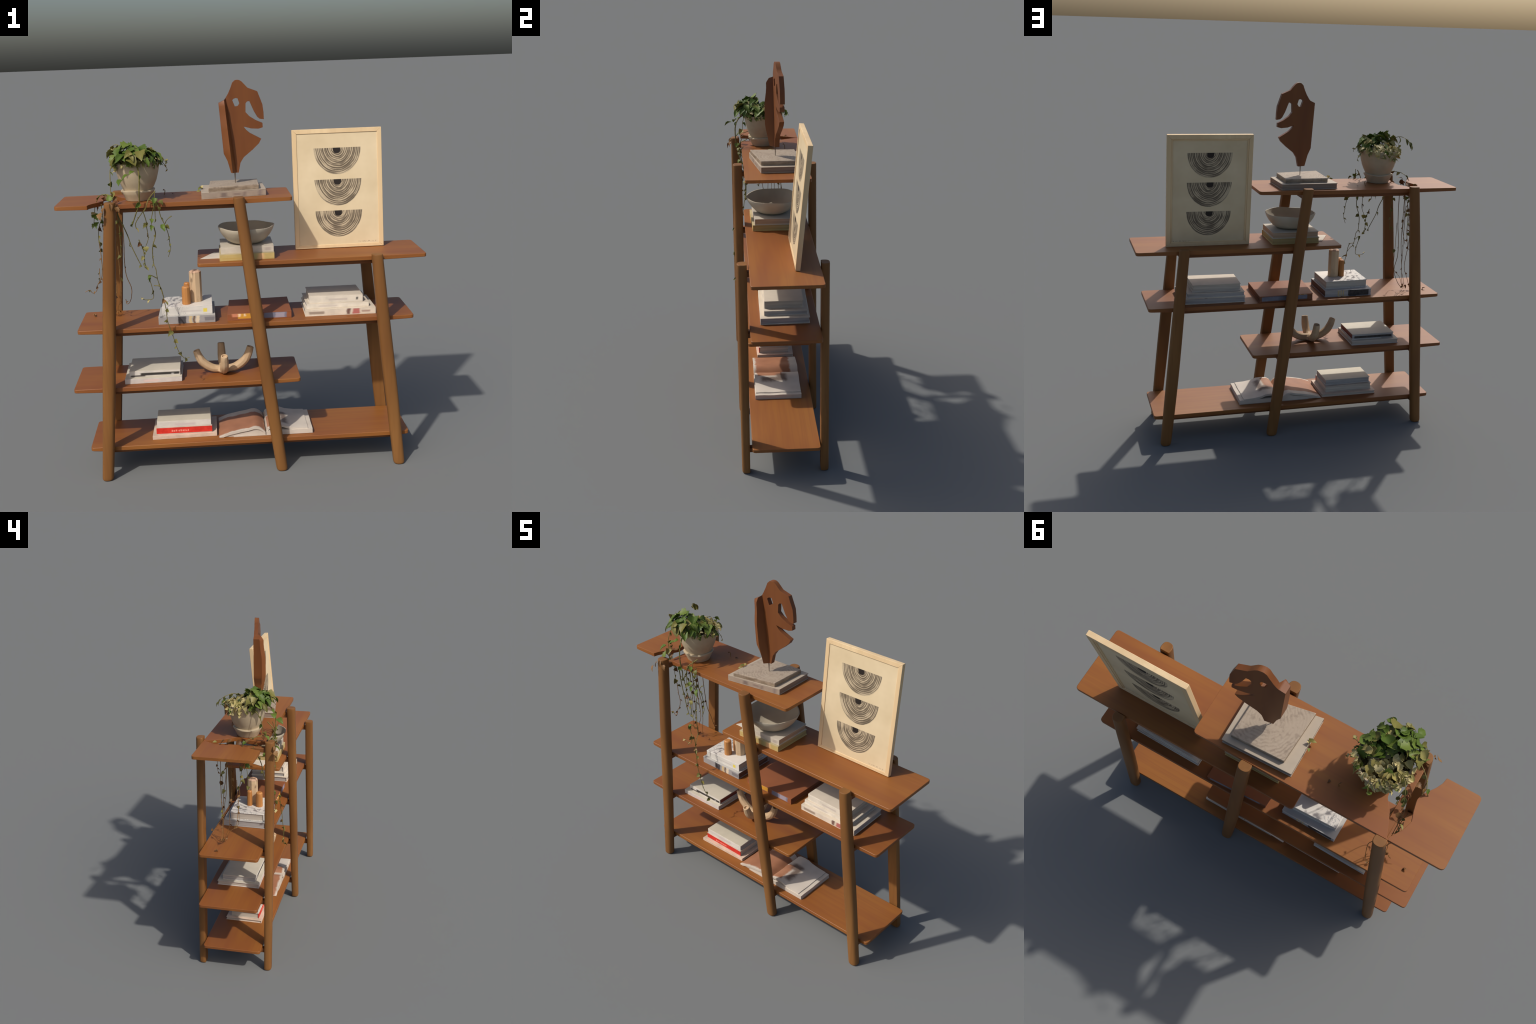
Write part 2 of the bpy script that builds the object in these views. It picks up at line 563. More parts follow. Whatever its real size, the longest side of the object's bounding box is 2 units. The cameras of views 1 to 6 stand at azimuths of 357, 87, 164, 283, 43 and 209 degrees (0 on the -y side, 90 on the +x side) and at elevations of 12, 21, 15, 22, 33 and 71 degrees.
# --- third board, brown book
BROWN = spine_material('brown_cover_with_painted_spine', (0.27, 0.088, 0.034),
                       [(-0.145, -0.095, 0.018, 0.036, (0.58, 0.22, 0.12)), (-0.115, -0.012, 0.008, 0.036, (0.62, 0.30, 0.035)),
                        (-0.112, -0.10, 0.018, 0.035, (0.86, 0.62, 0.42)), (-0.085, -0.078, 0.02, 0.035, (0.85, 0.65, 0.42)),
                        (0.02, 0.135, 0.006, 0.034, (0.19, 0.19, 0.25)), (0.075, 0.125, 0.006, 0.032, (0.36, 0.31, 0.36))], 0.33, 0.036, (0.27, 0.090, 0.034), 0.005)
BROWN_PAGES = page_edges('brown_page_edges', (0.12, 0.05, 0.028), (0.24, 0.10, 0.05))
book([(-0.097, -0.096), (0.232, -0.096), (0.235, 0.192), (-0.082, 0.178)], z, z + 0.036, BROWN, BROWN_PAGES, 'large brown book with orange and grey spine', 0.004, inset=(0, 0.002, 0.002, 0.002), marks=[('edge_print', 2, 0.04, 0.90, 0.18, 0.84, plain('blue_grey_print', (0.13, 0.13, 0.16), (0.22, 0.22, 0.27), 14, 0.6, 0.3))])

# --- third board, right stack
WA = spine_material('cream_cover_with_stains', (0.71, 0.62, 0.50),
                    [(-0.165, -0.085, 0.010, 0.024, (0.34, 0.27, 0.21)), (0.035, 0.052, 0.004, 0.034, (0.18, 0.10, 0.08)),
                     (0.062, 0.10, 0.004, 0.032, (0.46, 0.15, 0.13)), (0.11, 0.155, 0.012, 0.022, (0.42, 0.30, 0.24))], 0.36, 0.036, (0.64, 0.555, 0.44), 0.006)
book([(0.303, -0.092), (0.668, -0.096), (0.664, 0.155), (0.308, 0.160)], z, z + 0.035, WA, PAGES_GREY, 'cream book with worn printed spine', 0.0035)
WB = spine_material('light_cover', (0.73, 0.65, 0.54), [(-0.10, 0.0, 0.008, 0.016, (0.60, 0.52, 0.45))], 0.32, 0.026, (0.64, 0.555, 0.445))
book([(0.312, -0.074), (0.636, -0.076), (0.634, 0.146), (0.312, 0.158)], z + 0.035, z + 0.061, WB, PAGES_GREY, 'light cream book in a stack', 0.003)
WC = spine_material('light_cover_with_spot', (0.73, 0.65, 0.54), [(0.105, 0.115, 0.012, 0.026, (0.10, 0.09, 0.08)), (-0.04, 0.06, 0.012, 0.022, (0.58, 0.50, 0.43))], 0.28, 0.04, (0.64, 0.555, 0.445), 0.004)
book([(0.328, -0.064), (0.605, -0.073), (0.602, 0.127), (0.329, 0.129)], z + 0.061, z + 0.101, WC, PAGES, 'light cream book on top of a stack', 0.003)

# --- fourth board, stack under the bowl
z = TOPS[3]
YEL = spine_material('yellow_cover', (0.54, 0.40, 0.15),
                     [(-0.13, -0.02, 0.010, 0.014, (0.48, 0.34, 0.10)), (0.055, 0.085, 0.0, 0.04, (0.74, 0.46, 0.22)), (0.02, 0.05, 0.0, 0.04, (0.48, 0.40, 0.17))], 0.28, 0.033, (0.46, 0.38, 0.22))
book([(-0.124, -0.118), (0.153, -0.110), (0.154, 0.133), (-0.123, 0.131)], z, z + 0.034, YEL, page_edges('tan_page_edges', (0.36, 0.25, 0.10), (0.50, 0.38, 0.17)), 'yellow book lying under a bowl', 0.003)
CRM = spine_material('cream_cover', (0.60, 0.52, 0.42), [(0.09, 0.12, 0.008, 0.024, (0.46, 0.38, 0.32)), (-0.02, 0.03, 0.012, 0.02, (0.52, 0.44, 0.37))], 0.27, 0.034, (0.52, 0.46, 0.37))
book([(-0.116, -0.106), (0.151, -0.099), (0.151, 0.130), (-0.118, 0.128)], z + 0.034, z + 0.068, CRM, page_edges('tan_page_edges', (0.36, 0.24, 0.15), (0.52, 0.38, 0.26)), 'cream book carrying a bowl', 0.003)
bm = bmesh.new()
prism(bm, [(-0.222, -0.044), (-0.118, -0.048), (-0.118, 0.100), (-0.150, 0.098)], z + 0.0005, lambda x, y: z + 0.002 + max(0.0, (x + 0.2)) * 0.02)
p = new_obj('paper_sheet', bm, plain('loose_paper', (0.60, 0.53, 0.44), (0.68, 0.61, 0.52), 10, 0.7, 0.2))
p['label'] = 'loose sheet of cream paper under the books'
p['category'] = 'paper'

# --- top board, book under the sculpture
z = TOPS[4]
GREY1 = spine_material('weathered_grey_cover', (0.36, 0.29, 0.225),
                       [(-0.065, -0.035, 0.006, 0.026, (0.20, 0.155, 0.13)), (0.0, 0.04, 0.010, 0.022, (0.26, 0.20, 0.165)), (0.05, 0.062, 0.006, 0.026, (0.21, 0.16, 0.135)),
                        (0.125, 0.14, 0.003, 0.03, (0.23, 0.18, 0.16))], 0.32, 0.033, (0.43, 0.355, 0.27), 0.011)
book([(-0.199, -0.113), (0.124, -0.060), (0.120, 0.180), (-0.203, 0.168)], z, z + 0.034, GREY1, page_edges('weathered_page_edges', (0.22, 0.17, 0.13), (0.34, 0.27, 0.21)), 'weathered grey box-like book', 0.004, inset=(0, 0.002, 0.006, 0.002))


# ------------------------------------------------------------------ open book
z = TOPS[0]
ob_ = thing('open_book', 'open book with curved pages and brown pictures', 'book', (0.078, 0.0155, z))
LEFT = [(-0.246, 0.005), (-0.225, 0.013), (-0.195, 0.024), (-0.130, 0.037), (-0.090, 0.043), (-0.062, 0.050), (-0.048, 0.050), (-0.033, 0.046), (-0.018, 0.036), (-0.002, 0.019)]
RIGHT = [(0.002, 0.019), (0.009, 0.038), (0.028, 0.050), (0.062, 0.0535), (0.092, 0.052), (0.120, 0.041), (0.168, 0.0335), (0.222, 0.0305), (0.240, 0.026)]
YA, YZ = -0.129, 0.130


def page_slab(bm, prof, drop, ya, yz, rows=10):
    """Leaf bundle: upper surface follows prof, lower follows drop(x, z)."""
    top, bot = [], []
    for j in range(rows + 1):
        y = ya + (yz - ya) * j / rows
        w = 0.0012 * math.sin(j * 1.3)
        top.append([bm.verts.new((x, y, h + w * min(1, h * 40))) for x, h in prof])
        bot.append([bm.verts.new((x, y, drop(x, h))) for x, h in prof])
    m = len(prof)
    for j in range(rows):
        for k in range(m - 1):
            bm.faces.new([top[j][k], top[j][k + 1], top[j + 1][k + 1], top[j + 1][k]])
            bm.faces.new([bot[j][k], bot[j + 1][k], bot[j + 1][k + 1], bot[j][k + 1]])
        bm.faces.new([top[j][0], top[j + 1][0], bot[j + 1][0], bot[j][0]])
        bm.faces.new([top[j][-1], bot[j][-1], bot[j + 1][-1], top[j + 1][-1]])
    for j in (0, rows):
        for k in range(m - 1):
            f = [top[j][k], bot[j][k], bot[j][k + 1], top[j][k + 1]]
            bm.faces.new(f if j == 0 else list(reversed(f)))


n = Nodes('printed_pages')
x, y, zz = n.xyz()
paper = n.ramp(n.noise((8,) * 3, 3.0), [(0.35, (0.54, 0.47, 0.39)), (0.65, (0.64, 0.56, 0.47))])
pic = n.ramp(n.noise((9, 9, 3), 3.0), [(0.3, (0.30, 0.13, 0.07)), (0.55, (0.36, 0.16, 0.085)), (0.75, (0.42, 0.21, 0.12))])
blot = n.noise((26, 26, 10), 3.0, 0.6)
edge = n.math('MULTIPLY', n.math('SUBTRACT', blot, 0.5), 0.03)
xe, ye = n.math('ADD', x, edge), n.math('ADD', y, edge)
lp = n.math('MULTIPLY', n.step(xe, 0.002, -0.006), n.band(ye, -0.118, 0.085, 0.008))
rp = n.math('MULTIPLY', n.band(xe, 0.004, 0.072, 0.008), n.band(ye, -0.112, 0.030, 0.008))
dk = n.math('MULTIPLY', n.band(xe, 0.045, 0.115, 0.016), n.band(ye, 0.00, 0.055, 0.014))
dk2 = n.math('MULTIPLY', n.band(xe, 0.085, 0.120, 0.014), n.band(ye, -0.09, 0.04, 0.016))
c = n.mix(lp, paper, pic)
c = n.mix(rp, c, pic)
c = n.mix(n.math('MULTIPLY', n.math('MAXIMUM', dk, dk2), 0.85), c, (0.12, 0.07, 0.05))
isup = n.t.nodes.new('ShaderNodeNewGeometry')
nz = n.xyz(isup.outputs['Normal'])[2]
c = n.mix(n.step(nz, 0.35, 0.55), paper, c)
PRINTED = n.done(c, 0.6, 0.3)
bm = bmesh.new()
page_slab(bm, LEFT, lambda x, h: max(0.0015, h - 0.012), YA, YZ)
new_obj('page', bm, PRINTED, ob_)
bm = bmesh.new()
page_slab(bm, LEFT[1:], lambda x, h: 0.0012, YA + 0.006, YZ - 0.004)
for v in bm.verts:
    if v.co.z > 0.002:
        v.co.z = max(0.0016, v.co.z - 0.0135 - 0.004 * math.sin(max(0, min(1, (-v.co.x - 0.03) / 0.14)) * math.pi))
new_obj('page', bm, PRINTED, ob_)
bm = bmesh.new()
page_slab(bm, RIGHT[:-1], lambda x, h: max(0.016, h - 0.012), YA + 0.002, YZ - 0.002)
new_obj('page', bm, PRINTED, ob_)
bm = bmesh.new()
page_slab(bm, [(x if k < len(RIGHT) - 1 else 0.246, min(h, 0.0255)) for k, (x, h) in enumerate(RIGHT)], lambda x, h: 0.0015, YA - 0.002, YZ)
new_obj('page', bm, PRINTED, ob_)
bm = bmesh.new()
prism(bm, [(-0.170, YA), (0.248, YA), (0.248, YZ), (-0.170, YZ)], 0.0003, 0.0022)
new_obj('cover', bm, plain('grey_book_cover', (0.40, 0.33, 0.27), (0.5, 0.42, 0.35), 20, 0.6), ob_)


# ------------------------------------------------------------------ turned wooden pieces
def dowel(name, c, r, z0, z1, mat, label, sides, taper=1.0, cap=0.006):
    bm = bmesh.new()
    h = z1 - z0
    prof = [(r, 0), (r * (1 + taper) / 2, h * 0.5), (r * taper, h - cap), (r * taper * 0.72, h)]
    lathe(bm, prof, sides)
    o = new_obj(name, bm, mat, None, (c[0], c[1], z0), 20)
    bevel(o, 0.0012, 2, 15)
    o['label'] = label
    o['category'] = 'decoration'
    return o


z3 = TOPS[2] + 0.085
n = Nodes('pale_carved_wood')
gr = n.noise((50, 50, 5), 3.0)
bl = n.noise((22, 22, 16), 3.0)
c = n.ramp(gr, [(0.3, (0.54, 0.37, 0.22)), (0.7, (0.66, 0.48, 0.30))])
c = n.mix(n.math('MULTIPLY', n.step(bl, 0.58, 0.70), 0.35), c, (0.34, 0.22, 0.12))
_, _, zz = n.xyz()
c = n.mix(n.math('MULTIPLY', n.step(zz, 0.150, 0.158), 0.6), c, (0.56, 0.33, 0.24))
PALE = n.done(c, 0.6, 0.3)
dowel('wooden_candle', (-0.254, 0.015), 0.0325, z3, 1.043, PALE, 'tall pale faceted wooden candle block', 8, 0.97)
dowel('wooden_candle', (-0.304, -0.037), 0.0225, z3, 0.974, CANDLE_ORANGE, 'short orange wooden candle block', 10, 0.95)
dowel('wooden_candle', (-0.300, 0.026), 0.0180, z3, 0.978, CANDLE_ORANGE, 'short orange wooden candle block', 9, 0.9)

# ------------------------------------------------------------------ candle holder with four arms
n = Nodes('rough_pale_wood')
g = n.noise((30, 30, 30), 3.0)
b = n.noise((12, 12, 12), 2.0)
c = n.ramp(b, [(0.32, (0.46, 0.31, 0.18)), (0.6, (0.58, 0.41, 0.25)), (0.8, (0.64, 0.48, 0.31))])
c = n.mix(n.math('MULTIPLY', n.step(g, 0.56, 0.7), 0.3), c, (0.32, 0.21, 0.12))
n.bump(g, 0.15, 0.002)
ARM = n.done(c, 0.65, 0.25)
holder = thing('candle_holder', 'pale wooden candle holder with four curved arms', 'candle holder', (-0.128, 0.006, TOPS[1]))
bm = bmesh.new()
ARMS = [((-0.140, 0.002, 0.128), 0.0185), ((-0.008, 0.105, 0.131), 0.0185), ((0.146, 0.005, 0.133), 0.0185), ((0.006, -0.095, 0.121), 0.0185)]
for (ex, ey, ez), r in ARMS:
    e = Vector((ex, ey, ez))
    pts = [Vector((0, 0, 0.020)), Vector((ex * 0.40, ey * 0.40, 0.026)), Vector((ex * 0.74, ey * 0.74, 0.056)), Vector((ex * 0.90, ey * 0.90, 0.090)), e]
    cur = catmull(pts, 6)
    rr = tube(bm, cur, lambda t: 0.0195 + 0.004 * math.sin(t * 3.1) - 0.001 * t, 9, cap=False)
    bm.faces.new(list(reversed(rr[0])))
    # recessed socket at the end
    axis = (cur[-1] - cur[-2]).normalized()
    last = rr[-1]
    cen = cur[-1]
    lip = [bm.verts.new(cen + (v.co - cen) * 0.66) for v in last]
    pit = [bm.verts.new(cen + (v.co - cen) * 0.60 - axis * 0.010) for v in last]
    k = len(last)
    for q in range(k):
        w = (q + 1) % k
        bm.faces.new([last[q], last[w], lip[w], lip[q]])
        bm.faces.new([lip[q], lip[w], pit[w], pit[q]])
    bm.faces.new(pit)
lathe(bm, [(0.014, 0.0), (0.030, 0.004), (0.038, 0.014), (0.034, 0.028), (0.020, 0.036)], 12)
o = new_obj('arms', bm, ARM, holder, angle=28)
rm = o.modifiers.new('join', 'REMESH')
rm.mode = 'VOXEL'
rm.voxel_size = 0.0022
sm = o.modifiers.new('soften', 'SMOOTH')
sm.iterations = 3
sm.factor = 0.5
bpy.context.view_layer.update()
dg = bpy.context.evaluated_depsgraph_get()
me = bpy.data.meshes.new_from_object(o.evaluated_get(dg))
o.modifiers.clear()
me.polygons.foreach_set('use_smooth', [True] * len(me.polygons))
o.data = me

# ------------------------------------------------------------------ bowl
zb = TOPS[3] + 0.068
bm = bmesh.new()
prof = [(0.0, 0.0), (0.050, 0.0), (0.075, 0.004), (0.100, 0.018), (0.122, 0.042), (0.136, 0.064), (0.1445, 0.085), (0.1440, 0.0885), (0.1400, 0.0885),
        (0.132, 0.066), (0.117, 0.045), (0.094, 0.024), (0.066, 0.012), (0.030, 0.008)]
prof = prof[1:]


def bowl_wobble(r, z, a, i):
    k = (z / 0.088) ** 2
    return (r * (1 + 0.010 * k * math.sin(3 * a + 1) + 0.006 * math.sin(5 * a)), z + k * (0.0015 * math.sin(2 * a + 2.2) + 0.0022 * math.sin(5 * a + 2)))


lathe(bm, prof, 56, wob=bowl_wobble)
o = new_obj('bowl', bm, BOWL, None, (0.019, 0.004, zb), 50)
o['label'] = 'wide shallow grey-beige stoneware bowl'
o['category'] = 'bowl'

# ------------------------------------------------------------------ framed print
W, H, D = 0.466, 0.6205, 0.025
lean = math.atan2(0.0565, 0.618)
fr = thing('framed_print', 'pale wooden frame with print of three ringed half discs', 'picture', (0.5115, 0.0725, TOPS[3] + 0.0028), (-lean, 0, 0))
B = 0.023


def bar(pts, y0, y1, name='frame_bar'):
    """Mitred frame member: outline in x-z, depth in y."""
    bm = bmesh.new()
    prism(bm, pts, y0, y1)
    for v in bm.verts:
        v.co = Vector((v.co.x, v.co.z, v.co.y))
    bmesh.ops.reverse_faces(bm, faces=bm.faces[:])
    return bevel(new_obj(name, bm, FRAME, fr), 0.0014)


h2 = W / 2
bar([(-h2, H), (h2, H), (h2 - B, H - B), (-h2 + B, H - B)], 0, D)
bar([(-h2, 0), (h2, 0), (h2 - B, B * 0.75), (-h2 + B, B * 0.75)], 0.001, D)
bar([(-h2, 0), (-h2 + B, B * 0.75), (-h2 + B, H - B), (-h2, H)], 0, D)
bar([(h2, 0), (h2 - B, B * 0.75), (h2 - B, H - B), (h2, H)], 0, D)
# inner lip on the rear
g = 0.008
for pts in ([(-h2 + B, H - B), (h2 - B, H - B), (h2 - B - g, H - B - g), (-h2 + B + g, H - B - g)],
            [(-h2 + B, B * 0.75), (h2 - B, B * 0.75), (h2 - B - g, B * 0.75 + g), (-h2 + B + g, B * 0.75 + g)],
            [(-h2 + B, B * 0.75), (-h2 + B + g, B * 0.75 + g), (-h2 + B + g, H - B - g), (-h2 + B, H - B)],
            [(h2 - B, B * 0.75), (h2 - B - g, B * 0.75 + g), (h2 - B - g, H - B - g), (h2 - B, H - B)]):
    bar(pts, 0.0145, 0.0215, 'rear_lip')

n = Nodes('ringed_half_disc_print')
x, y, zz = n.xyz()
paper = n.ramp(n.noise((5, 5, 5), 4.0), [(0.32, (0.66, 0.52, 0.32)), (0.68, (0.76, 0.615, 0.40))])
SP, T0 = 0.1632, H - 0.0985
t = n.math('DIVIDE', n.math('SUBTRACT', T0, zz), SP)
idx = n.math('FLOOR', t)
dz = n.math('MULTIPLY', n.math('FRACT', t), SP)
on = n.math('MULTIPLY', n.math('GREATER_THAN', t, 0.0), n.math('LESS_THAN', t, 3.0))
shift = n.math('MULTIPLY', idx, 3.7)
comb = n.t.nodes.new('ShaderNodeCombineXYZ')
n.t.links.new(shift, comb.inputs[1])
wob = n.math('SUBTRACT', n.noise((16, 0.5, 16), 3.0, 0.6, comb.outputs[0]), 0.5)
ex = n.math('DIVIDE', n.math('SUBTRACT', x, 0.001), 0.1235)
ez = n.math('DIVIDE', dz, 0.139)
r = n.math('SQRT', n.math('ADD', n.math('MULTIPLY', ex, ex), n.math('MULTIPLY', ez, ez)))
rw = n.math('ADD', r, n.math('MULTIPLY', wob, 0.07))
inside = n.math('MULTIPLY', n.step(r, 1.012, 0.985), n.step(dz, -0.0001, 0.0012))
rc = n.t.nodes.new('ShaderNodeCombineXYZ')
n.set(rc.inputs[0], n.math('MULTIPLY_ADD', rw, 19.0, shift))
n.set(rc.inputs[1], n.math('MULTIPLY', n.math('ARCTAN2', ex, ez), 0.55))
rn = n.t.nodes.new('ShaderNodeTexNoise')
n.t.links.new(rc.outputs[0], rn.inputs['Vector'])
rn.inputs['Scale'].default_value = 1.0
rn.inputs['Detail'].default_value = 2.0
rn.inputs['Roughness'].default_value = 0.6
patch = n.noise((14, 1, 20), 2.0, 0.5, comb.outputs[0])
wave = n.math('MULTIPLY', n.math('SINE', n.math('MULTIPLY', n.math('MULTIPLY_ADD', rn.outputs[0], 0.035, rw), 2 * math.pi * 14.0)), 0.11)
ring = n.math('ADD', wave, n.math('SUBTRACT', rn.outputs[0], n.math('MULTIPLY', n.math('SUBTRACT', patch, 0.5), 0.40)))
inkline = n.ramp(ring, [(0.36, (0.135, 0.104, 0.070)), (0.50, (0.25, 0.197, 0.133)), (0.62, (0.56, 0.45, 0.30))])
fine = n.noise((160, 20, 160), 2.0)
inkline = n.mix(n.math('MULTIPLY', n.step(fine, 0.5, 0.75), 0.3), inkline, (0.12, 0.09, 0.06))
bx = n.math('DIVIDE', n.math('ADD', x, 0.002), 0.0195)
bz = n.math('DIVIDE', n.math('SUBTRACT', dz, 0.004), 0.0255)
blob = n.step(n.math('ADD', n.math('POWER', n.math('ABSOLUTE', bx), 2.4), n.math('POWER', n.math('ABSOLUTE', bz), 3.0)), 1.15, 0.85)
c = n.mix(n.math('MULTIPLY', inside, on), paper, inkline)
c = n.mix(n.math('MULTIPLY', n.math('MULTIPLY', blob, on), n.step(dz, -0.0001, 0.0012)), c, (0.022, 0.016, 0.013))
sig = n.noise((300, 1, 120), 2.0)
sgm = n.math('MULTIPLY', n.band(x, 0.10, 0.195, 0.003), n.band(zz, 0.024, 0.031, 0.002))
c = n.mix(n.math('MULTIPLY', sgm, n.step(sig, 0.5, 0.6)), c, (0.36, 0.25, 0.16))
PRINT = n.done(c, 0.55, 0.3)
bm = bmesh.new()
e = 0.0015
prism(bm, [(-h2 + B - e, B * 0.75 - e), (h2 - B + e, B * 0.75 - e), (h2 - B + e, H - B + e), (-h2 + B - e, H - B + e)], 0.0035, 0.0165)
for v in bm.verts:
    v.co = Vector((v.co.x, v.co.z, v.co.y))
bmesh.ops.reverse_faces(bm, faces=bm.faces[:])
new_obj('print_panel', bm, PRINT, fr)

# ------------------------------------------------------------------ carved figure on a rod
sc = thing('abstract_sculpture', 'abstract carved brown wooden figure on a thin rod', 'sculpture', (-0.025, 0.025, TOPS[4] + 0.034))
OX, OY, OZ = sc.location
OUT = [(-0.094, 1.890), (-0.086, 1.765), (-0.078, 1.639), (-0.061, 1.602), (-0.045, 1.540), (-0.006, 1.538), (0.005, 1.588), (0.023, 1.615),
       (0.070, 1.651), (0.103, 1.681), (0.115, 1.703), (0.058, 1.735), (0.041, 1.750), (0.028, 1.768), (0.066, 1.757),
       (0.103, 1.754), (0.125, 1.760), (0.124, 1.782), (0.091, 1.797), (0.059, 1.818), (0.040, 1.840), (0.042, 1.883),
       (0.050, 1.892), (0.062, 1.893), (0.083, 1.842), (0.100, 1.812), (0.111, 1.803), (0.132, 1.800), (0.131, 1.835),
       (0.127, 1.874), (0.103, 1.940), (0.055, 1.959), (0.026, 1.991), (0.014, 1.9985), (0.003, 2.000), (-0.008, 1.9985), (-0.021, 1.987),
       (-0.031, 1.961), (-0.044, 1.934), (-0.058, 1.912), (-0.066, 1.903)]
EYE = [(-0.024, 1.901), (-0.018, 1.908), (-0.007, 1.911), (0.003, 1.909), (0.011, 1.884), (0.003, 1.872), (-0.012, 1.869)]


def lerp(a, b, t):
    return a + (b - a) * t


def crest(z):
    return lerp(-0.0655, -0.037, (1.902 - z) / 0.362)


def valley(z):
    return lerp(-0.056, -0.0235, min(1.0, (1.902 - z) / 0.30))


def outer(z):
    return lerp(-0.094, -0.078, (1.89 - z) / 0.25) if z > 1.639 else lerp(-0.078, -0.045, (1.639 - z) / 0.1)


def face_y(x):
    return 0.022 + 0.15 * x


def front_y(x, z):
    xv, xc, xo = valley(z), crest(z), outer(z)
    f = min(1.0, max(0.0, (1.93 - z) / 0.05))
    low = min(1.0, max(0.0, (z - 1.53) / 0.12))
    yc = face_y(xc) - (0.020 + 0.024 * low * min(1.0, max(0.55, (1.93 - z) / 0.16))) * f
    if x >= xv:
        t = min(1.0, (x - xv) / 0.02)
        return face_y(x) + 0.004 * (1 - t) ** 2
    if x >= xc:
        return lerp(yc, face_y(xv) + 0.004, (x - xc) / max(1e-5, xv - xc))
    return lerp(min(yc + 0.017 * f, back_y(xo, z) - 0.0012), yc, min(1, max(0, (x - xo) / max(1e-5, xc - xo))))


def back_y(x, z):
    xv = valley(z) + 0.022
    th = 0.0255
    if x >= xv:
        return face_y(x) + th
    xo = outer(z)
    f = min(1.0, max(0.0, (1.95 - z) / 0.05))
    low = min(1.0, max(0.0, (z - 1.53) / 0.12))
    return lerp(face_y(xv) + th - 0.006 * f, face_y(xv) + th, min(1, max(0, (x - xo) / (xv - xo))))


tmp = bmesh.new()
ov = [tmp.verts.new((x, 0, z)) for x, z in OUT]
ev = [tmp.verts.new((x, 0, z)) for x, z in EYE]
edges = [tmp.edges.new((l[k], l[(k + 1) % len(l)])) for l in (ov, ev) for k in range(len(l))]
bmesh.ops.triangle_fill(tmp, use_beauty=True, use_dissolve=False, edges=edges, normal=(0, -1, 0))
for (a, b) in (((-0.0655, 1.902), (-0.037, 1.540)), ((-0.056, 1.902), (-0.0235, 1.602)), ((-0.050, 1.902), (-0.0175, 1.602)), ((-0.034, 1.902), (-0.0015, 1.602))):
    d = Vector((b[0] - a[0], 0, b[1] - a[1])).normalized()
    bmesh.ops.bisect_plane(tmp, geom=tmp.verts[:] + tmp.edges[:] + tmp.faces[:], plane_co=(a[0], 0, a[1]), plane_no=(d.z, 0, -d.x))
for k in range(1, 20):
    bmesh.ops.bisect_plane(tmp, geom=tmp.verts[:] + tmp.edges[:] + tmp.faces[:], plane_co=(0, 0, 1.54 + 0.024 * k), plane_no=(0, 0, 1))
tmp.normal_update()
bm = bmesh.new()
fv = {v: bm.verts.new((v.co.x - OX, front_y(v.co.x, v.co.z) - OY, v.co.z - OZ)) for v in tmp.verts}
bv = {v: bm.verts.new((v.co.x - OX, back_y(v.co.x, v.co.z) - OY, v.co.z - OZ)) for v in tmp.verts}
for f in tmp.faces:
    vs = list(f.verts) if f.normal.y < 0 else list(reversed(f.verts))
    bm.faces.new([fv[v] for v in vs])
    bm.faces.new([bv[v] for v in reversed(vs)])
for ed in tmp.edges:
    if ed.is_boundary:
        a, b = ed.verts
        bm.faces.new([fv[a], fv[b], bv[b], bv[a]])
tmp.free()
bmesh.ops.recalc_face_normals(bm, faces=bm.faces[:])
fig = new_obj('carved_figure', bm, SCULPT, sc, angle=30)
bevel(fig, 0.0014, 2, 50)
bm = bmesh.new()
lathe(bm, [(0.0016, 0.02), (0.0022, 0.045), (0.0032, 0.075), (0.0034, 0.082)], 10)
new_obj('rod', bm, plain('bronze_rod', (0.10, 0.075, 0.05), (0.18, 0.13, 0.085), 40, 0.45, 0.5), sc)
n = Nodes('end_grain_slab')
x, y, zz = n.xyz()
dx = n.math('SUBTRACT', x, 0.030)
dy = n.math('SUBTRACT', y, -0.005)
wob = n.math('MULTIPLY', n.math('SUBTRACT', n.noise((14, 14, 14), 4.0), 0.5), 0.05)
rr = n.math('ADD', n.math('SQRT', n.math('ADD', n.math('MULTIPLY', dx, dx), n.math('MULTIPLY', dy, dy))), wob)
ring = n.math('MULTIPLY_ADD', n.math('SINE', n.math('MULTIPLY', rr, 2 * math.pi / 0.015)), 0.5, 0.5)
grain = n.noise((60, 60, 60), 3.0)
k = n.math('MULTIPLY', n.step(ring, 0.2, 0.9), n.step(grain, 0.25, 0.6))
k = n.math('MULTIPLY', k, n.math('MULTIPLY', n.step(n.noise((7, 7, 7), 2.0), 0.30, 0.62), 0.6))
c = n.mix(k, (0.37, 0.295, 0.22), (0.22, 0.165, 0.12))
c = n.mix(n.math('MULTIPLY', n.step(n.noise((45, 45, 45), 3.0), 0.5, 0.66), 0.45), c, (0.20, 0.15, 0.11))
c = n.mix(n.math('MULTIPLY', n.step(n.noise((10,) * 3, 2.0), 0.5, 0.7), 0.4), c, (0.42, 0.345, 0.265))
side = n.math('MULTIPLY', n.step(zz, 0.019, 0.015), n.step(zz, 0.002, 0.006))
c = n.mix(n.math('MULTIPLY', side, 0.75), c, n.ramp(n.noise((16, 16, 40), 3.0), [(0.35, (0.14, 0.095, 0.055)), (0.7, (0.38, 0.29, 0.20))]))
n.bump(ring, 0.12, 0.001)
SLAB = n.done(c, 0.65, 0.3)
bm = bmesh.new()
prism(bm, [(x - OX, y - OY) for x, y in [(-0.163, -0.108), (0.089, -0.058), (0.092, 0.151), (-0.153, 0.141)]], 0.0, 0.0245)
bevel(new_obj('base_slab', bm, SLAB, sc), 0.002)

# ------------------------------------------------------------------ potted plant
PX, PY, PZ = -0.516, -0.024, TOPS[4]
plant = thing('potted_plant', 'trailing ivy-like plant in a beige stoneware pot', 'plant', (PX, PY, PZ))


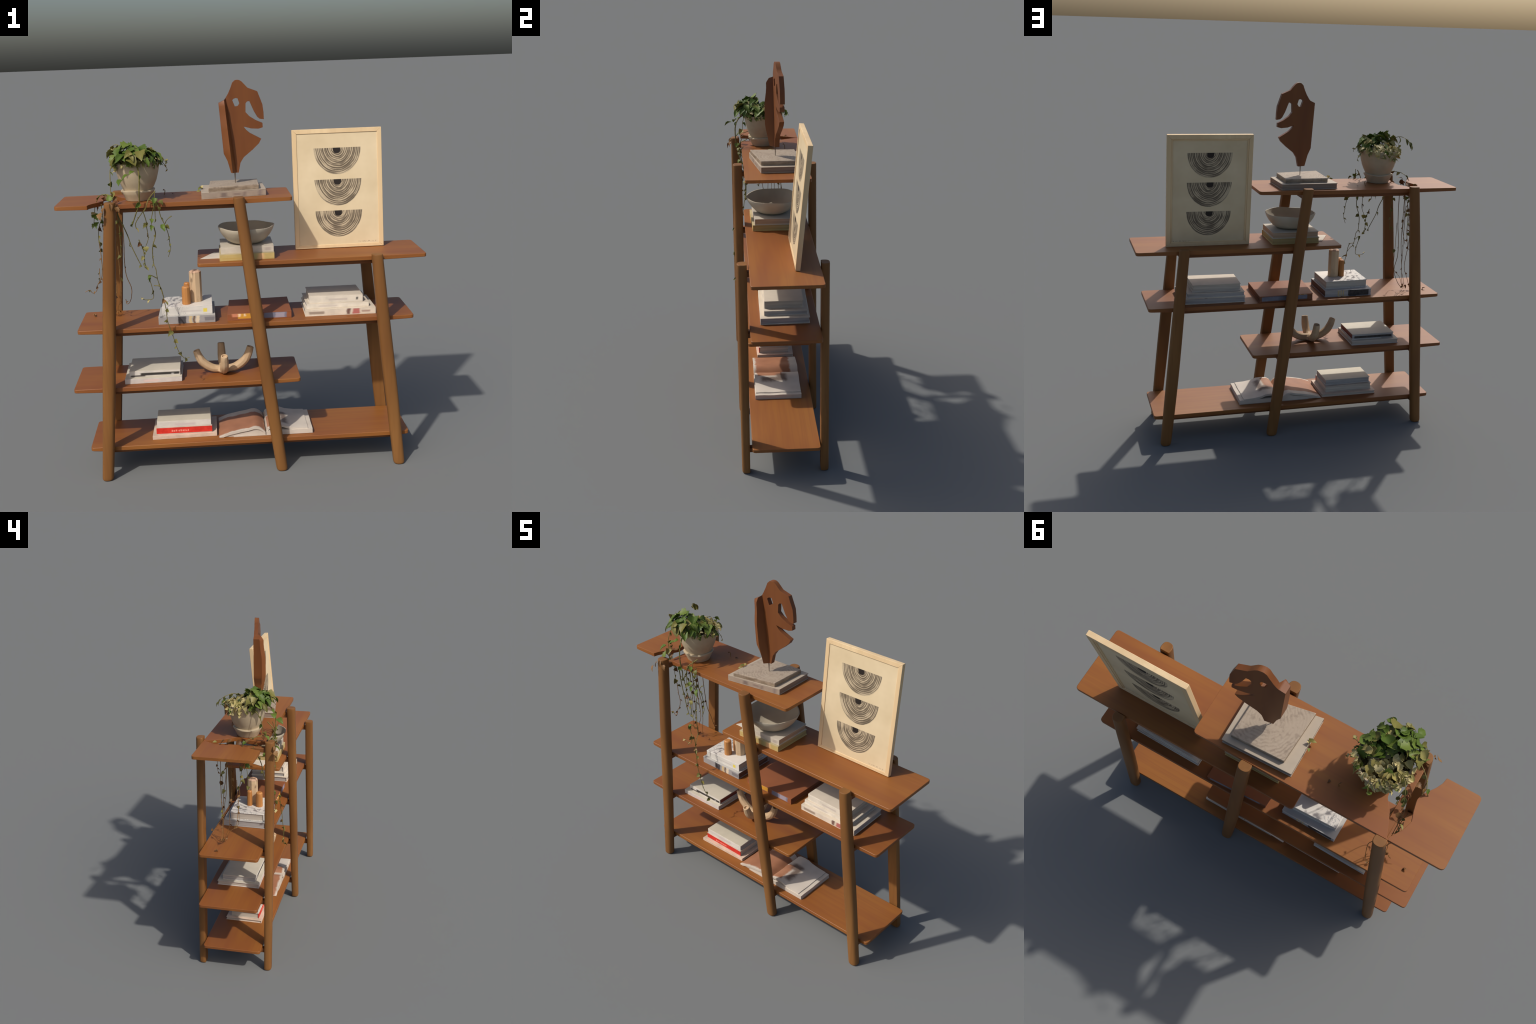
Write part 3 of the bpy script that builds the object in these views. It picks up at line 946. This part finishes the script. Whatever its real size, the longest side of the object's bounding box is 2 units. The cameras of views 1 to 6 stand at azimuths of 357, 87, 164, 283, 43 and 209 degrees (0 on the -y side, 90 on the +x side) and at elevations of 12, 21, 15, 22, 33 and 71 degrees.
def pot_wobble(r, z, a, i):
    return (r * (1 + 0.006 * math.sin(3 * a + z * 20)) + 0.0, z + (0.002 * math.sin(4 * a + 1) if 0.175 < z else 0.0))


bm = bmesh.new()
lathe(bm, [(0.058, 0.010), (0.071, 0.050), (0.083, 0.075), (0.0935, 0.100), (0.1015, 0.130), (0.1080, 0.160), (0.1120, 0.186), (0.1115, 0.190), (0.104, 0.190), (0.100, 0.178),
           (0.094, 0.160), (0.060, 0.158), (0.02, 0.160)], 40, wob=pot_wobble)
for v in bm.verts:
    v.co.x += 0.004 * v.co.z / 0.19
    v.co.y += 0.004 * v.co.z / 0.19
new_obj('pot', bm, CERAMIC, plant, angle=45)
bm = bmesh.new()
lathe(bm, [(0.056, 0.0), (0.062, 0.002), (0.074, 0.030), (0.0855, 0.049), (0.0845, 0.0530), (0.0800, 0.0545), (0.071, 0.0550), (0.060, 0.045)], 36,
      wob=lambda r, z, a, i: (r * (1 + 0.012 * math.sin(5 * a)), z + (0.0028 * math.sin(3 * a + 1) if z > 0.04 else 0)))
new_obj('saucer', bm, CERAMIC, plant, angle=45)
bm = bmesh.new()
lathe(bm, [(0.096, 0.155), (0.097, 0.163), (0.07, 0.170), (0.02, 0.172)], 24,
      wob=lambda r, z, a, i: (r, z + 0.004 * math.sin(7 * a + i)))
new_obj('soil', bm, SOIL, plant)


def leaf_material(name, stops, spot=None):
    n = Nodes(name)
    f = n.math('ADD', n.math('MULTIPLY', n.noise((55, 55, 55), 3.0), 0.55), n.math('MULTIPLY', n.rand(), 0.5))
    c = n.ramp(f, stops)
    m = n.done(c, 0.5, 0.32)
    tr = n.t.nodes.new('ShaderNodeBsdfTranslucent')
    n.set(tr.inputs[0], c)
    mx = n.t.nodes.new('ShaderNodeMixShader')
    mx.inputs[0].default_value = 0.22
    n.t.links.new(n.b.outputs[0], mx.inputs[1])
    n.t.links.new(tr.outputs[0], mx.inputs[2])
    n.t.links.new(mx.outputs[0], n.out.inputs[0])
    return m


GREEN = leaf_material('green_leaf', [(0.25, (0.062, 0.108, 0.013)), (0.5, (0.115, 0.178, 0.024)), (0.75, (0.175, 0.225, 0.045))])
OLIVE = leaf_material('olive_leaf', [(0.25, (0.12, 0.115, 0.024)), (0.5, (0.20, 0.185, 0.042)), (0.75, (0.29, 0.26, 0.085))])
YELLOW = leaf_material('cream_yellow_leaf', [(0.25, (0.28, 0.235, 0.06)), (0.5, (0.48, 0.40, 0.14)), (0.75, (0.66, 0.56, 0.28))])
DRY = leaf_material('dry_brown_leaf', [(0.25, (0.10, 0.042, 0.014)), (0.5, (0.18, 0.082, 0.027)), (0.75, (0.28, 0.15, 0.055))])
STEM = plain('olive_stem', (0.10, 0.085, 0.02), (0.19, 0.16, 0.045), 40, 0.6, 0.3)
STEM_DRY = plain('dry_stem', (0.16, 0.08, 0.025), (0.26, 0.14, 0.045), 40, 0.6, 0.3)

# leaf blades, unit length along +x, upper side +z
BLADES = {
    'ivy': [(0.0, 0.02), (0.06, 0.26), (0.16, 0.42), (0.30, 0.46), (0.42, 0.36), (0.52, 0.40), (0.62, 0.30), (0.80, 0.16), (1.0, 0.0)],
    'heart': [(0.0, 0.02), (0.05, 0.24), (0.15, 0.38), (0.32, 0.43), (0.52, 0.37), (0.72, 0.24), (0.88, 0.11), (1.0, 0.0)],
    'ragged': [(0.0, 0.02), (0.05, 0.20), (0.10, 0.40), (0.22, 0.30), (0.34, 0.44), (0.46, 0.24), (0.58, 0.30), (0.70, 0.13), (1.0, 0.0)],
    'slim': [(0.0, 0.02), (0.10, 0.14), (0.28, 0.25), (0.50, 0.27), (0.70, 0.19), (0.87, 0.09), (1.0, 0.0)],
}


def blade_mesh(kind, fold, curl, twist, mat, seed):
    rg = random.Random(seed)
    bm = bmesh.new()
    rows = []
    for i, (t, w) in enumerate(BLADES[kind]):
        a = t * curl
        cx = math.sin(a) / curl if abs(curl) > 1e-3 else t
        cz = -(1 - math.cos(a)) / curl if abs(curl) > 1e-3 else 0
        wl, wr = w * rg.uniform(0.8, 1.1), w * rg.uniform(0.8, 1.1)
        tz = twist * (t - 0.4)
        row = [(cx, wl, cz + wl * fold + wl * tz), (cx, wl * 0.5, cz + wl * fold * 0.35 + wl * 0.5 * tz), (cx, 0, cz),
               (cx, -wr * 0.5, cz + wr * fold * 0.35 - wr * 0.5 * tz), (cx, -wr, cz + wr * fold - wr * tz)]
        rows.append([bm.verts.new(p) for p in row])
    for a, b in zip(rows, rows[1:]):
        for k in range(4):
            bm.faces.new([a[k], a[k + 1], b[k + 1], b[k]])
    bmesh.ops.remove_doubles(bm, verts=bm.verts[:], dist=1e-5)
    bmesh.ops.solidify(bm, geom=bm.faces[:], thickness=0.02)
    bmesh.ops.recalc_face_normals(bm, faces=bm.faces[:])
    me = bpy.data.meshes.new('leaf')
    bm.to_mesh(me)
    bm.free()
    me.materials.append(mat)
    me.polygons.foreach_set('use_smooth', [True] * len(me.polygons))
    me.set_sharp_from_angle(angle=math.radians(50))
    return me


LEAVES = {}
for key, mat in (('green', GREEN), ('olive', OLIVE), ('yellow', YELLOW), ('dry', DRY)):
    LEAVES[key] = [blade_mesh(k, f, c, t, mat, s) for s, (k, f, c, t) in enumerate(
        [('ivy', 0.35, 0.7, 0.3), ('heart', 0.25, 0.9, -0.4), ('ivy', 0.6, 0.5, 0.5), ('slim', 0.4, 1.1, 0.5), ('ivy', 0.15, 1.3, -0.5), ('slim', 0.6, 0.4, -0.4), ('ragged', 0.3, 0.8, 0.4), ('ragged', 0.5, 1.2, -0.3)])]

rng = random.Random(21)
leaf_count = 0


def put_leaf(pos, direc, size, key, up=Vector((0, 0, 1)), pick=None, roll=0.5):
    """One leaf: base at pos (world), blade along direc."""
    global leaf_count
    x = Vector(direc).normalized()
    u = (up + Vector((rng.uniform(-roll, roll), rng.uniform(-roll, roll), rng.uniform(-roll, roll) * 0.5)))
    zv = (u - x * u.dot(x))
    if zv.length < 1e-3:
        zv = Vector((1, 0, 0)) - x * x.x
    zv.normalize()
    yv = zv.cross(x)
    M = Matrix((x, yv, zv)).transposed().to_4x4()
    o = bpy.data.objects.new('leaf', rng.choice(LEAVES[key]) if pick is None else LEAVES[key][pick])
    scene.collection.objects.link(o)
    o.parent = plant
    o.matrix_local = Matrix.Translation(Vector(pos) - Vector((PX, PY, PZ))) @ M @ Matrix.Diagonal((size, size * rng.uniform(0.85, 1.1), size, 1))
    leaf_count += 1
    return o


stems = bmesh.new()
dry_stems = bmesh.new()
BASE = Vector((PX, PY, PZ))


def stem(pts, r, dry=False, per=6):
    cur = catmull([Vector(p) - BASE for p in pts], per)
    tube(dry_stems if dry else stems, cur, lambda t: r * (1.0 - 0.35 * t), 6)
    return [c + BASE for c in cur]


# crown of foliage: arching stalks, each ending in a leaf; the front is green, the rear left is pale
CROWN = Vector((PX - 0.006, PY - 0.030, PZ + 0.158))
for i in range(112):
    a = i * 2.39996 + rng.uniform(-0.3, 0.3)
    q = math.sqrt((i + 0.5) / 112)
    rho = (0.128 - 0.012 * math.sin(a)) * q * rng.uniform(0.8, 1.12)
    px, py = CROWN.x + rho * math.cos(a), CROWN.y + rho * math.sin(a)
    rear = (math.cos(a) * -0.35 + math.sin(a) * 0.94)          # 1 towards the rear left
    top = 0.122 if rear < 0.3 else 0.085
    hz = CROWN.z + top * math.sqrt(max(0.0, 1 - (rho / 0.160) ** 2)) * rng.uniform(0.62, 1.0)
    if py < PY and px < PX:
        hz += 0.010
    pale = rear > 0.0 and rho > 0.03 and rng.random() < 0.95 * min(1, rear + 0.5)
    key = 'yellow' if pale else ('olive' if rng.random() < 0.22 else 'green')
    size = rng.uniform(0.034, 0.048) if pale else rng.uniform(0.048, 0.074)
    if pale:
        hz -= 0.012
    drop = rng.uniform(-0.15, 0.30) + 0.85 * q ** 3 * rng.uniform(0.3, 1.0)
    b = a + rng.uniform(-0.8, 0.8)
    d = Vector((math.cos(b), math.sin(b), -drop))
    p = Vector((px, py, hz)) - d.normalized() * size * 0.45
    put_leaf(p, d, size, key, Vector((math.cos(a) * 0.45, math.sin(a) * 0.45, 1)), None, 0.55)
    if i % 2 == 0:
        root = CROWN + Vector((math.cos(a) * rho * 0.3, math.sin(a) * rho * 0.3, -0.01))
        stem([root, (root + p) / 2 + Vector((0, 0, 0.018)), p], 0.0016, pale, 4)

# small leaves spilling over the rim, mostly at the rear; joined, since nobody could count them
small = bmesh.new()
small_mats = ['green', 'olive', 'yellow']


def put_small(pos, direc, size, key):
    x = Vector(direc).normalized()
    u = Vector((pos[0] - PX, pos[1] - PY, 0.06)).normalized() + Vector([rng.uniform(-0.6, 0.6) for _ in range(3)])
    zv = (u - x * u.dot(x)).normalized()
    M = Matrix.Translation(Vector(pos) - BASE) @ Matrix((x, zv.cross(x), zv)).transposed().to_4x4() @ Matrix.Scale(size, 4)
    part = bmesh.new()
    part.from_mesh(rng.choice(LEAVES[key]))
    part.transform(M)
    for f in part.faces:
        f.material_index = small_mats.index(key)
    tmp_me = bpy.data.meshes.new('tmp_leaf')
    part.to_mesh(tmp_me)
    part.free()
    small.from_mesh(tmp_me)
    bpy.data.meshes.remove(tmp_me)


for i in range(170):
    a = rng.uniform(0, 2 * math.pi)
    if i % 2:
        a = 1.95 + rng.gauss(0, 0.75)                           # towards the rear left
    rear = (math.cos(a) * -0.40 + math.sin(a) * 0.92)
    key = 'yellow' if rng.random() < 0.30 + 0.55 * max(0, rear) else rng.choice(['green', 'olive', 'olive'])
    rr = 0.109 * rng.uniform(0.72 if rear > 0.2 else 0.92, 1.07)
    zc = PZ + 0.188 + rng.uniform(-0.010, 0.024)
    if rear > 0.2 and math.cos(a) < 0.5 and rr > 0.104 and rng.random() < 0.6:
        zc -= rng.uniform(0.01, 0.045)
        rr -= 0.006
    p = Vector((PX + 0.004 + rr * math.cos(a), PY + 0.004 + rr * math.sin(a), zc))
    d = Vector((math.cos(a + rng.uniform(-1, 1)), math.sin(a + rng.uniform(-1, 1)), rng.uniform(-0.9, 0.3)))
    put_small(p, d, rng.uniform(0.018, 0.036), key)
new_obj('small_leaves', small, [GREEN, OLIVE, YELLOW], plant, angle=50)['kind'] = 'stuff'

# trailing vines: (points, radius, dry, leaves, leaf size, leaf kinds)
VINES = [
    ([(-0.516, -0.100, 1.620), (-0.500, -0.155, 1.600), (-0.493, -0.182, 1.555), (-0.498, -0.185, 1.490), (-0.502, -0.175, 1.428), (-0.523, -0.150, 1.378), (-0.546, -0.135, 1.319)], 0.0042, 0, 3, 0.030, 'green'),
    ([(-0.425, -0.120, 1.483), (-0.457, -0.165, 1.448), (-0.474, -0.165, 1.402), (-0.487, -0.160, 1.390), (-0.527, -0.140, 1.333), (-0.527, -0.135, 1.301)], 0.0028, 0, 4, 0.028, 'olive'),
    ([(-0.487, -0.160, 1.390), (-0.476, -0.150, 1.342), (-0.475, -0.140, 1.302), (-0.472, -0.135, 1.248), (-0.496, -0.130, 1.190)], 0.0022, 0, 3, 0.026, 'olive'),
    ([(-0.625, -0.100, 1.415), (-0.614, -0.095, 1.357), (-0.588, -0.110, 1.302), (-0.571, -0.118, 1.259), (-0.559, -0.120, 1.216), (-0.530, -0.130, 1.148), (-0.512, -0.134, 1.109)], 0.0030, 0, 3, 0.022, 'olive'),
    ([(-0.519, -0.130, 1.245), (-0.499, -0.130, 1.190), (-0.496, -0.130, 1.127), (-0.490, -0.130, 1.095)], 0.0024, 0, 7, 0.024, 'olive'),
    ([(-0.424, -0.150, 1.487), (-0.433, -0.170, 1.415), (-0.450, -0.160, 1.343), (-0.446, -0.150, 1.308)], 0.0022, 0, 3, 0.030, 'green'),
    ([(-0.430, -0.160, 1.435), (-0.428, -0.165, 1.409), (-0.431, -0.150, 1.340)], 0.0022, 0, 1, 0.024, 'olive'),
    ([(-0.419, -0.140, 1.440), (-0.411, -0.165, 1.408), (-0.402, -0.160, 1.360), (-0.386, -0.155, 1.320), (-0.372, -0.150, 1.275), (-0.366, -0.150, 1.227), (-0.363, -0.153, 1.198), (-0.377, -0.155, 1.156)], 0.0022, 0, 6, 0.024, 'olive'),
    ([(-0.386, -0.155, 1.320), (-0.373, -0.160, 1.344), (-0.348, -0.165, 1.362)], 0.0020, 0, 1, 0.02, 'olive'),
    ([(-0.440, -0.145, 1.310), (-0.435, -0.130, 1.265), (-0.450, -0.128, 1.217), (-0.455, -0.127, 1.178), (-0.453, -0.130, 1.120), (-0.443, -0.140, 1.094), (-0.438, -0.145, 1.046), (-0.428, -0.150, 1.012)], 0.0026, 0, 6, 0.022, 'olive'),
    ([(-0.454, -0.185, 1.022), (-0.422, -0.190, 1.012), (-0.407, -0.193, 0.939), (-0.400, -0.200, 0.891), (-0.396, -0.203, 0.838), (-0.378, -0.205, 0.778), (-0.366, -0.205, 0.732), (-0.350, -0.200, 0.679), (-0.323, -0.198, 0.642), (-0.298, -0.198, 0.645)], 0.0022, 0, 9, 0.026, 'olive'),
    ([(-0.428, -0.152, 1.012), (-0.422, -0.170, 0.998), (-0.412, -0.190, 0.968)], 0.002, 0, 1, 0.02, 'olive'),
    ([(-0.440, -0.150, 1.050), (-0.467, -0.160, 1.068), (-0.481, -0.165, 1.065), (-0.467, -0.170, 1.019), (-0.461, -0.177, 0.957), (-0.502, -0.177, 0.949), (-0.520, -0.177, 0.962)], 0.0022, 0, 5, 0.026, 'green'),
    ([(-0.640, 0.020, 1.400), (-0.629, 0.050, 1.334), (-0.616, 0.080, 1.278), (-0.616, 0.090, 1.180), (-0.620, 0.100, 1.110), (-0.617, 0.110, 1.013), (-0.597, 0.120, 0.947), (-0.596, 0.130, 0.908), (-0.609, 0.160, 0.858), (-0.629, 0.175, 0.837), (-0.635, 0.175, 0.864)], 0.0024, 1, 2, 0.016, 'dry'),
    ([(-0.655, 0.070, 1.400), (-0.647, 0.080, 1.124), (-0.645, 0.090, 1.050), (-0.651, 0.100, 0.945), (-0.659, 0.100, 0.861), (-0.665, 0.100, 0.802)], 0.0020, 1, 2, 0.016, 'dry'),
    ([(-0.639, -0.135, 1.471), (-0.686, -0.090, 1.471), (-0.711, -0.050, 1.452), (-0.731, -0.040, 1.412), (-0.741, -0.030, 1.358), (-0.747, -0.030, 1.309)], 0.0022, 0, 5, 0.032, 'green'),
    ([(-0.694, -0.100, 1.425), (-0.696, -0.070, 1.358), (-0.718, -0.040, 1.310), (-0.728, -0.030, 1.254), (-0.728, -0.030, 1.220)], 0.0022, 0, 5, 0.030, 'green'),
    ([(-0.728, -0.030, 1.225), (-0.725, -0.020, 1.180), (-0.723, -0.020, 1.133), (-0.724, -0.010, 1.078), (-0.732, -0.010, 1.028), (-0.752, -0.010, 0.998), (-0.762, -0.009, 0.963), (-0.782, -0.009, 0.954), (-0.795, -0.010, 0.970), (-0.820, -0.010, 0.961)], 0.0020, 1, 8, 0.022, 'dry'),
    ([(-0.668, 0.040, 1.400), (-0.670, 0.040, 1.351), (-0.675, 0.040, 1.247), (-0.670, 0.040, 1.190), (-0.671, 0.040, 1.137), (-0.691, 0.040, 1.060)], 0.0020, 1, 5, 0.022, 'dry'),
    ([(-0.690, 0.095, 1.400), (-0.686, 0.100, 1.250), (-0.688, 0.100, 1.102), (-0.672, 0.100, 0.986), (-0.670, 0.100, 0.927), (-0.689, 0.100, 0.873), (-0.709, 0.100, 0.812)], 0.0022, 1, 5, 0.016, 'dry'),
    ([(-0.575, 0.02, 1.690), (-0.615, 0.040, 1.702), (-0.640, 0.075, 1.692), (-0.650, 0.098, 1.675), (-0.660, 0.115, 1.648)], 0.0020, 0, 4, 0.046, 'spray'),
    ([(-0.720, 0.108, 1.332), (-0.720, 0.109, 1.291), (-0.720, 0.104, 1.262)], 0.0016, 1, 3, 0.024, 'dry'),
    ([(-0.690, 0.055, 1.400), (-0.680, 0.063, 1.306), (-0.680, 0.078, 1.266), (-0.680, 0.093, 1.235), (-0.680, 0.092, 1.182), (-0.680, 0.087, 1.122)], 0.0018, 1, 6, 0.026, 'olive'),
    ([(-0.630, -0.030, 1.400), (-0.620, -0.035, 1.293), (-0.620, -0.042, 1.216), (-0.620, -0.043, 1.132)], 0.0020, 0, 4, 0.022, 'olive'),
    ([(-0.672, 0.060, 1.300), (-0.670, 0.056, 1.108), (-0.670, 0.061, 1.028), (-0.670, 0.059, 0.913), (-0.680, 0.080, 0.845), (-0.680, 0.093, 0.802)], 0.0018, 1, 3, 0.020, 'dry'),
    ([(-0.640, 0.017, 1.189), (-0.640, 0.013, 1.048), (-0.640, 0.012, 0.909), (-0.660, 0.059, 0.865), (-0.672, 0.084, 0.802)], 0.0016, 1, 3, 0.022, 'dry'),
    ([(-0.750, 0.079, 1.062), (-0.750, 0.075, 1.017), (-0.748, 0.074, 0.990)], 0.0018, 1, 3, 0.018, 'dry'),
    ([(-0.392, 0.104, 1.430), (-0.388, 0.102, 1.452), (-0.394, 0.098, 1.458)], 0.0022, 1, 1, 0.012, 'dry'),
    ([(-0.385, -0.030, 1.635), (-0.368, -0.040, 1.620), (-0.355, -0.045, 1.625)], 0.0016, 0, 2, 0.022, 'olive'),
    ([(-0.395, 0.015, 1.615), (-0.375, 0.020, 1.590), (-0.365, 0.022, 1.568)], 0.0016, 0, 2, 0.020, 'yellow'),
    ([(-0.500, 0.088, 1.640), (-0.510, 0.120, 1.630), (-0.520, 0.135, 1.600)], 0.0016, 0, 3, 0.030, 'green'),
    ([(-0.610, -0.075, 1.620), (-0.635, -0.110, 1.600), (-0.638, -0.135, 1.545), (-0.640, -0.140, 1.480)], 0.0026, 0, 4, 0.034, 'green'),
]
for pts, r, dry, count, size, key in VINES:
    cur = stem(pts, r, bool(dry))
    m = len(cur)
    for k in range(count):
        at = int((m - 1) * min(1.0, (k + 1) / count * rng.uniform(0.9, 1.0)))
        p = cur[at]
        t = (cur[min(m - 1, at + 1)] - cur[max(0, at - 1)]).normalized()
        a = rng.uniform(0, 2 * math.pi)
        side = Vector((math.cos(a), math.sin(a), rng.uniform(-0.7, 0.2)))
        d = side + t * rng.uniform(0.2, 0.9)
        if key == 'spray':
            put_leaf(p, Vector((-0.3, 0.7, -0.6)), size * rng.uniform(0.7, 1.1), 'olive', Vector((-0.6, 0.3, 1)), 3)
            continue
        kk = key if rng.random() < 0.7 else rng.choice(['olive', 'dry', 'yellow'] if not dry else ['dry', 'olive'])
        put_leaf(p, d, size * rng.uniform(0.7, 1.25), kk, Vector((math.cos(a + 2) * 0.7, math.sin(a + 2) * 0.7, 1)))

# single leaves: on the front left post, by the saucer, on the boards
for pos, d, s, key in [
    ((-0.640, -0.208, 1.442), (0.3, -0.5, -0.5), 0.040, 'dry'), ((-0.612, -0.212, 1.425), (0.6, -0.5, -0.6), 0.036, 'dry'),
    ((-0.668, -0.208, 1.425), (-0.5, -0.4, -0.6), 0.036, 'dry'), ((-0.690, -0.215, 1.400), (-0.2, -0.8, -0.5), 0.042, 'dry'),
    ((-0.642, -0.175, 1.450), (-0.2, 0.3, 0.9), 0.042, 'green'), ((-0.655, -0.150, 1.455), (-0.5, 0.2, 0.8), 0.030, 'dry'),
    ((-0.625, -0.150, 1.450), (0.5, 0.3, 0.6), 0.030, 'dry'), ((-0.574, -0.208, 1.556), (-0.4, -0.85, -0.2), 0.050, 'green'),
    ((-0.545, -0.180, 1.575), (-0.8, -0.4, -0.1), 0.040, 'green'), ((-0.520, -0.165, 1.590), (-0.6, -0.7, 0.1), 0.036, 'green'),
    ((-0.425, -0.165, 1.455), (-0.2, -0.5, -0.6), 0.038, 'green'), ((-0.405, -0.165, 1.440), (0.6, -0.5, -0.2), 0.032, 'olive'),
    ((-0.400, -0.160, 1.322), (0.2, -0.6, -0.2), 0.046, 'green'), ((-0.475, -0.150, 1.325), (-0.3, -0.6, -0.2), 0.034, 'olive'),
    ((-0.735, -0.060, 1.370), (0.3, -0.8, -0.3), 0.048, 'green'), ((-0.725, -0.060, 1.330), (-0.3, -0.8, -0.5), 0.040, 'green'),
    ((-0.197, 0.010, 1.466), (-0.5, -0.6, 0.4), 0.026, 'olive'), ((-0.200, 0.020, 1.466), (0.3, -0.3, 0.8), 0.020, 'yellow'),
    ((-0.205, 0.035, 1.462), (-0.6, 0.5, 0.2), 0.018, 'green'), ((-0.205, 0.000, 1.455), (-0.7, -0.4, 0.3), 0.022, 'olive'),
    ((-0.799, 0.102, 0.800), (0.6, 0.3, 0.2), 0.022, 'dry'), ((-0.790, 0.106, 0.802), (-0.7, 0.2, 0.3), 0.020, 'dry'),
    ((-0.350, 0.100, 1.433), (0.4, 0.8, 0.3), 0.018, 'dry'), ((-0.650, 0.040, 1.440), (-0.5, 0.6, -0.2), 0.036, 'dry'),
    ((-0.655, 0.080, 1.436), (-0.3, 0.7, -0.3), 0.034, 'dry'), ((-0.650, -0.010, 1.436), (-0.6, 0.3, -0.4), 0.040, 'dry'),
    ((-0.680, 0.120, 1.432), (-0.5, 0.2, 0.3), 0.030, 'olive'), ((-0.660, -0.060, 1.445), (-0.7, 0.1, 0.3), 0.034, 'dry'),
    ((-0.395, -0.195, 0.838), (-0.6, -0.4, 0.1), 0.022, 'olive'), ((-0.378, -0.204, 0.785), (-0.5, -0.6, -0.4), 0.034, 'olive'),
    ((-0.404, -0.196, 0.940), (0.5, -0.6, -0.3), 0.030, 'olive')]:
    put_leaf(Vector(pos), Vector(d), s, key, Vector((0, -0.6, 0.8)))

new_obj('vine_stem', stems, STEM, plant, angle=60)['kind'] = 'stuff'
new_obj('dry_vine_stem', dry_stems, STEM_DRY, plant, angle=60)['kind'] = 'stuff'
print('leaves', leaf_count)
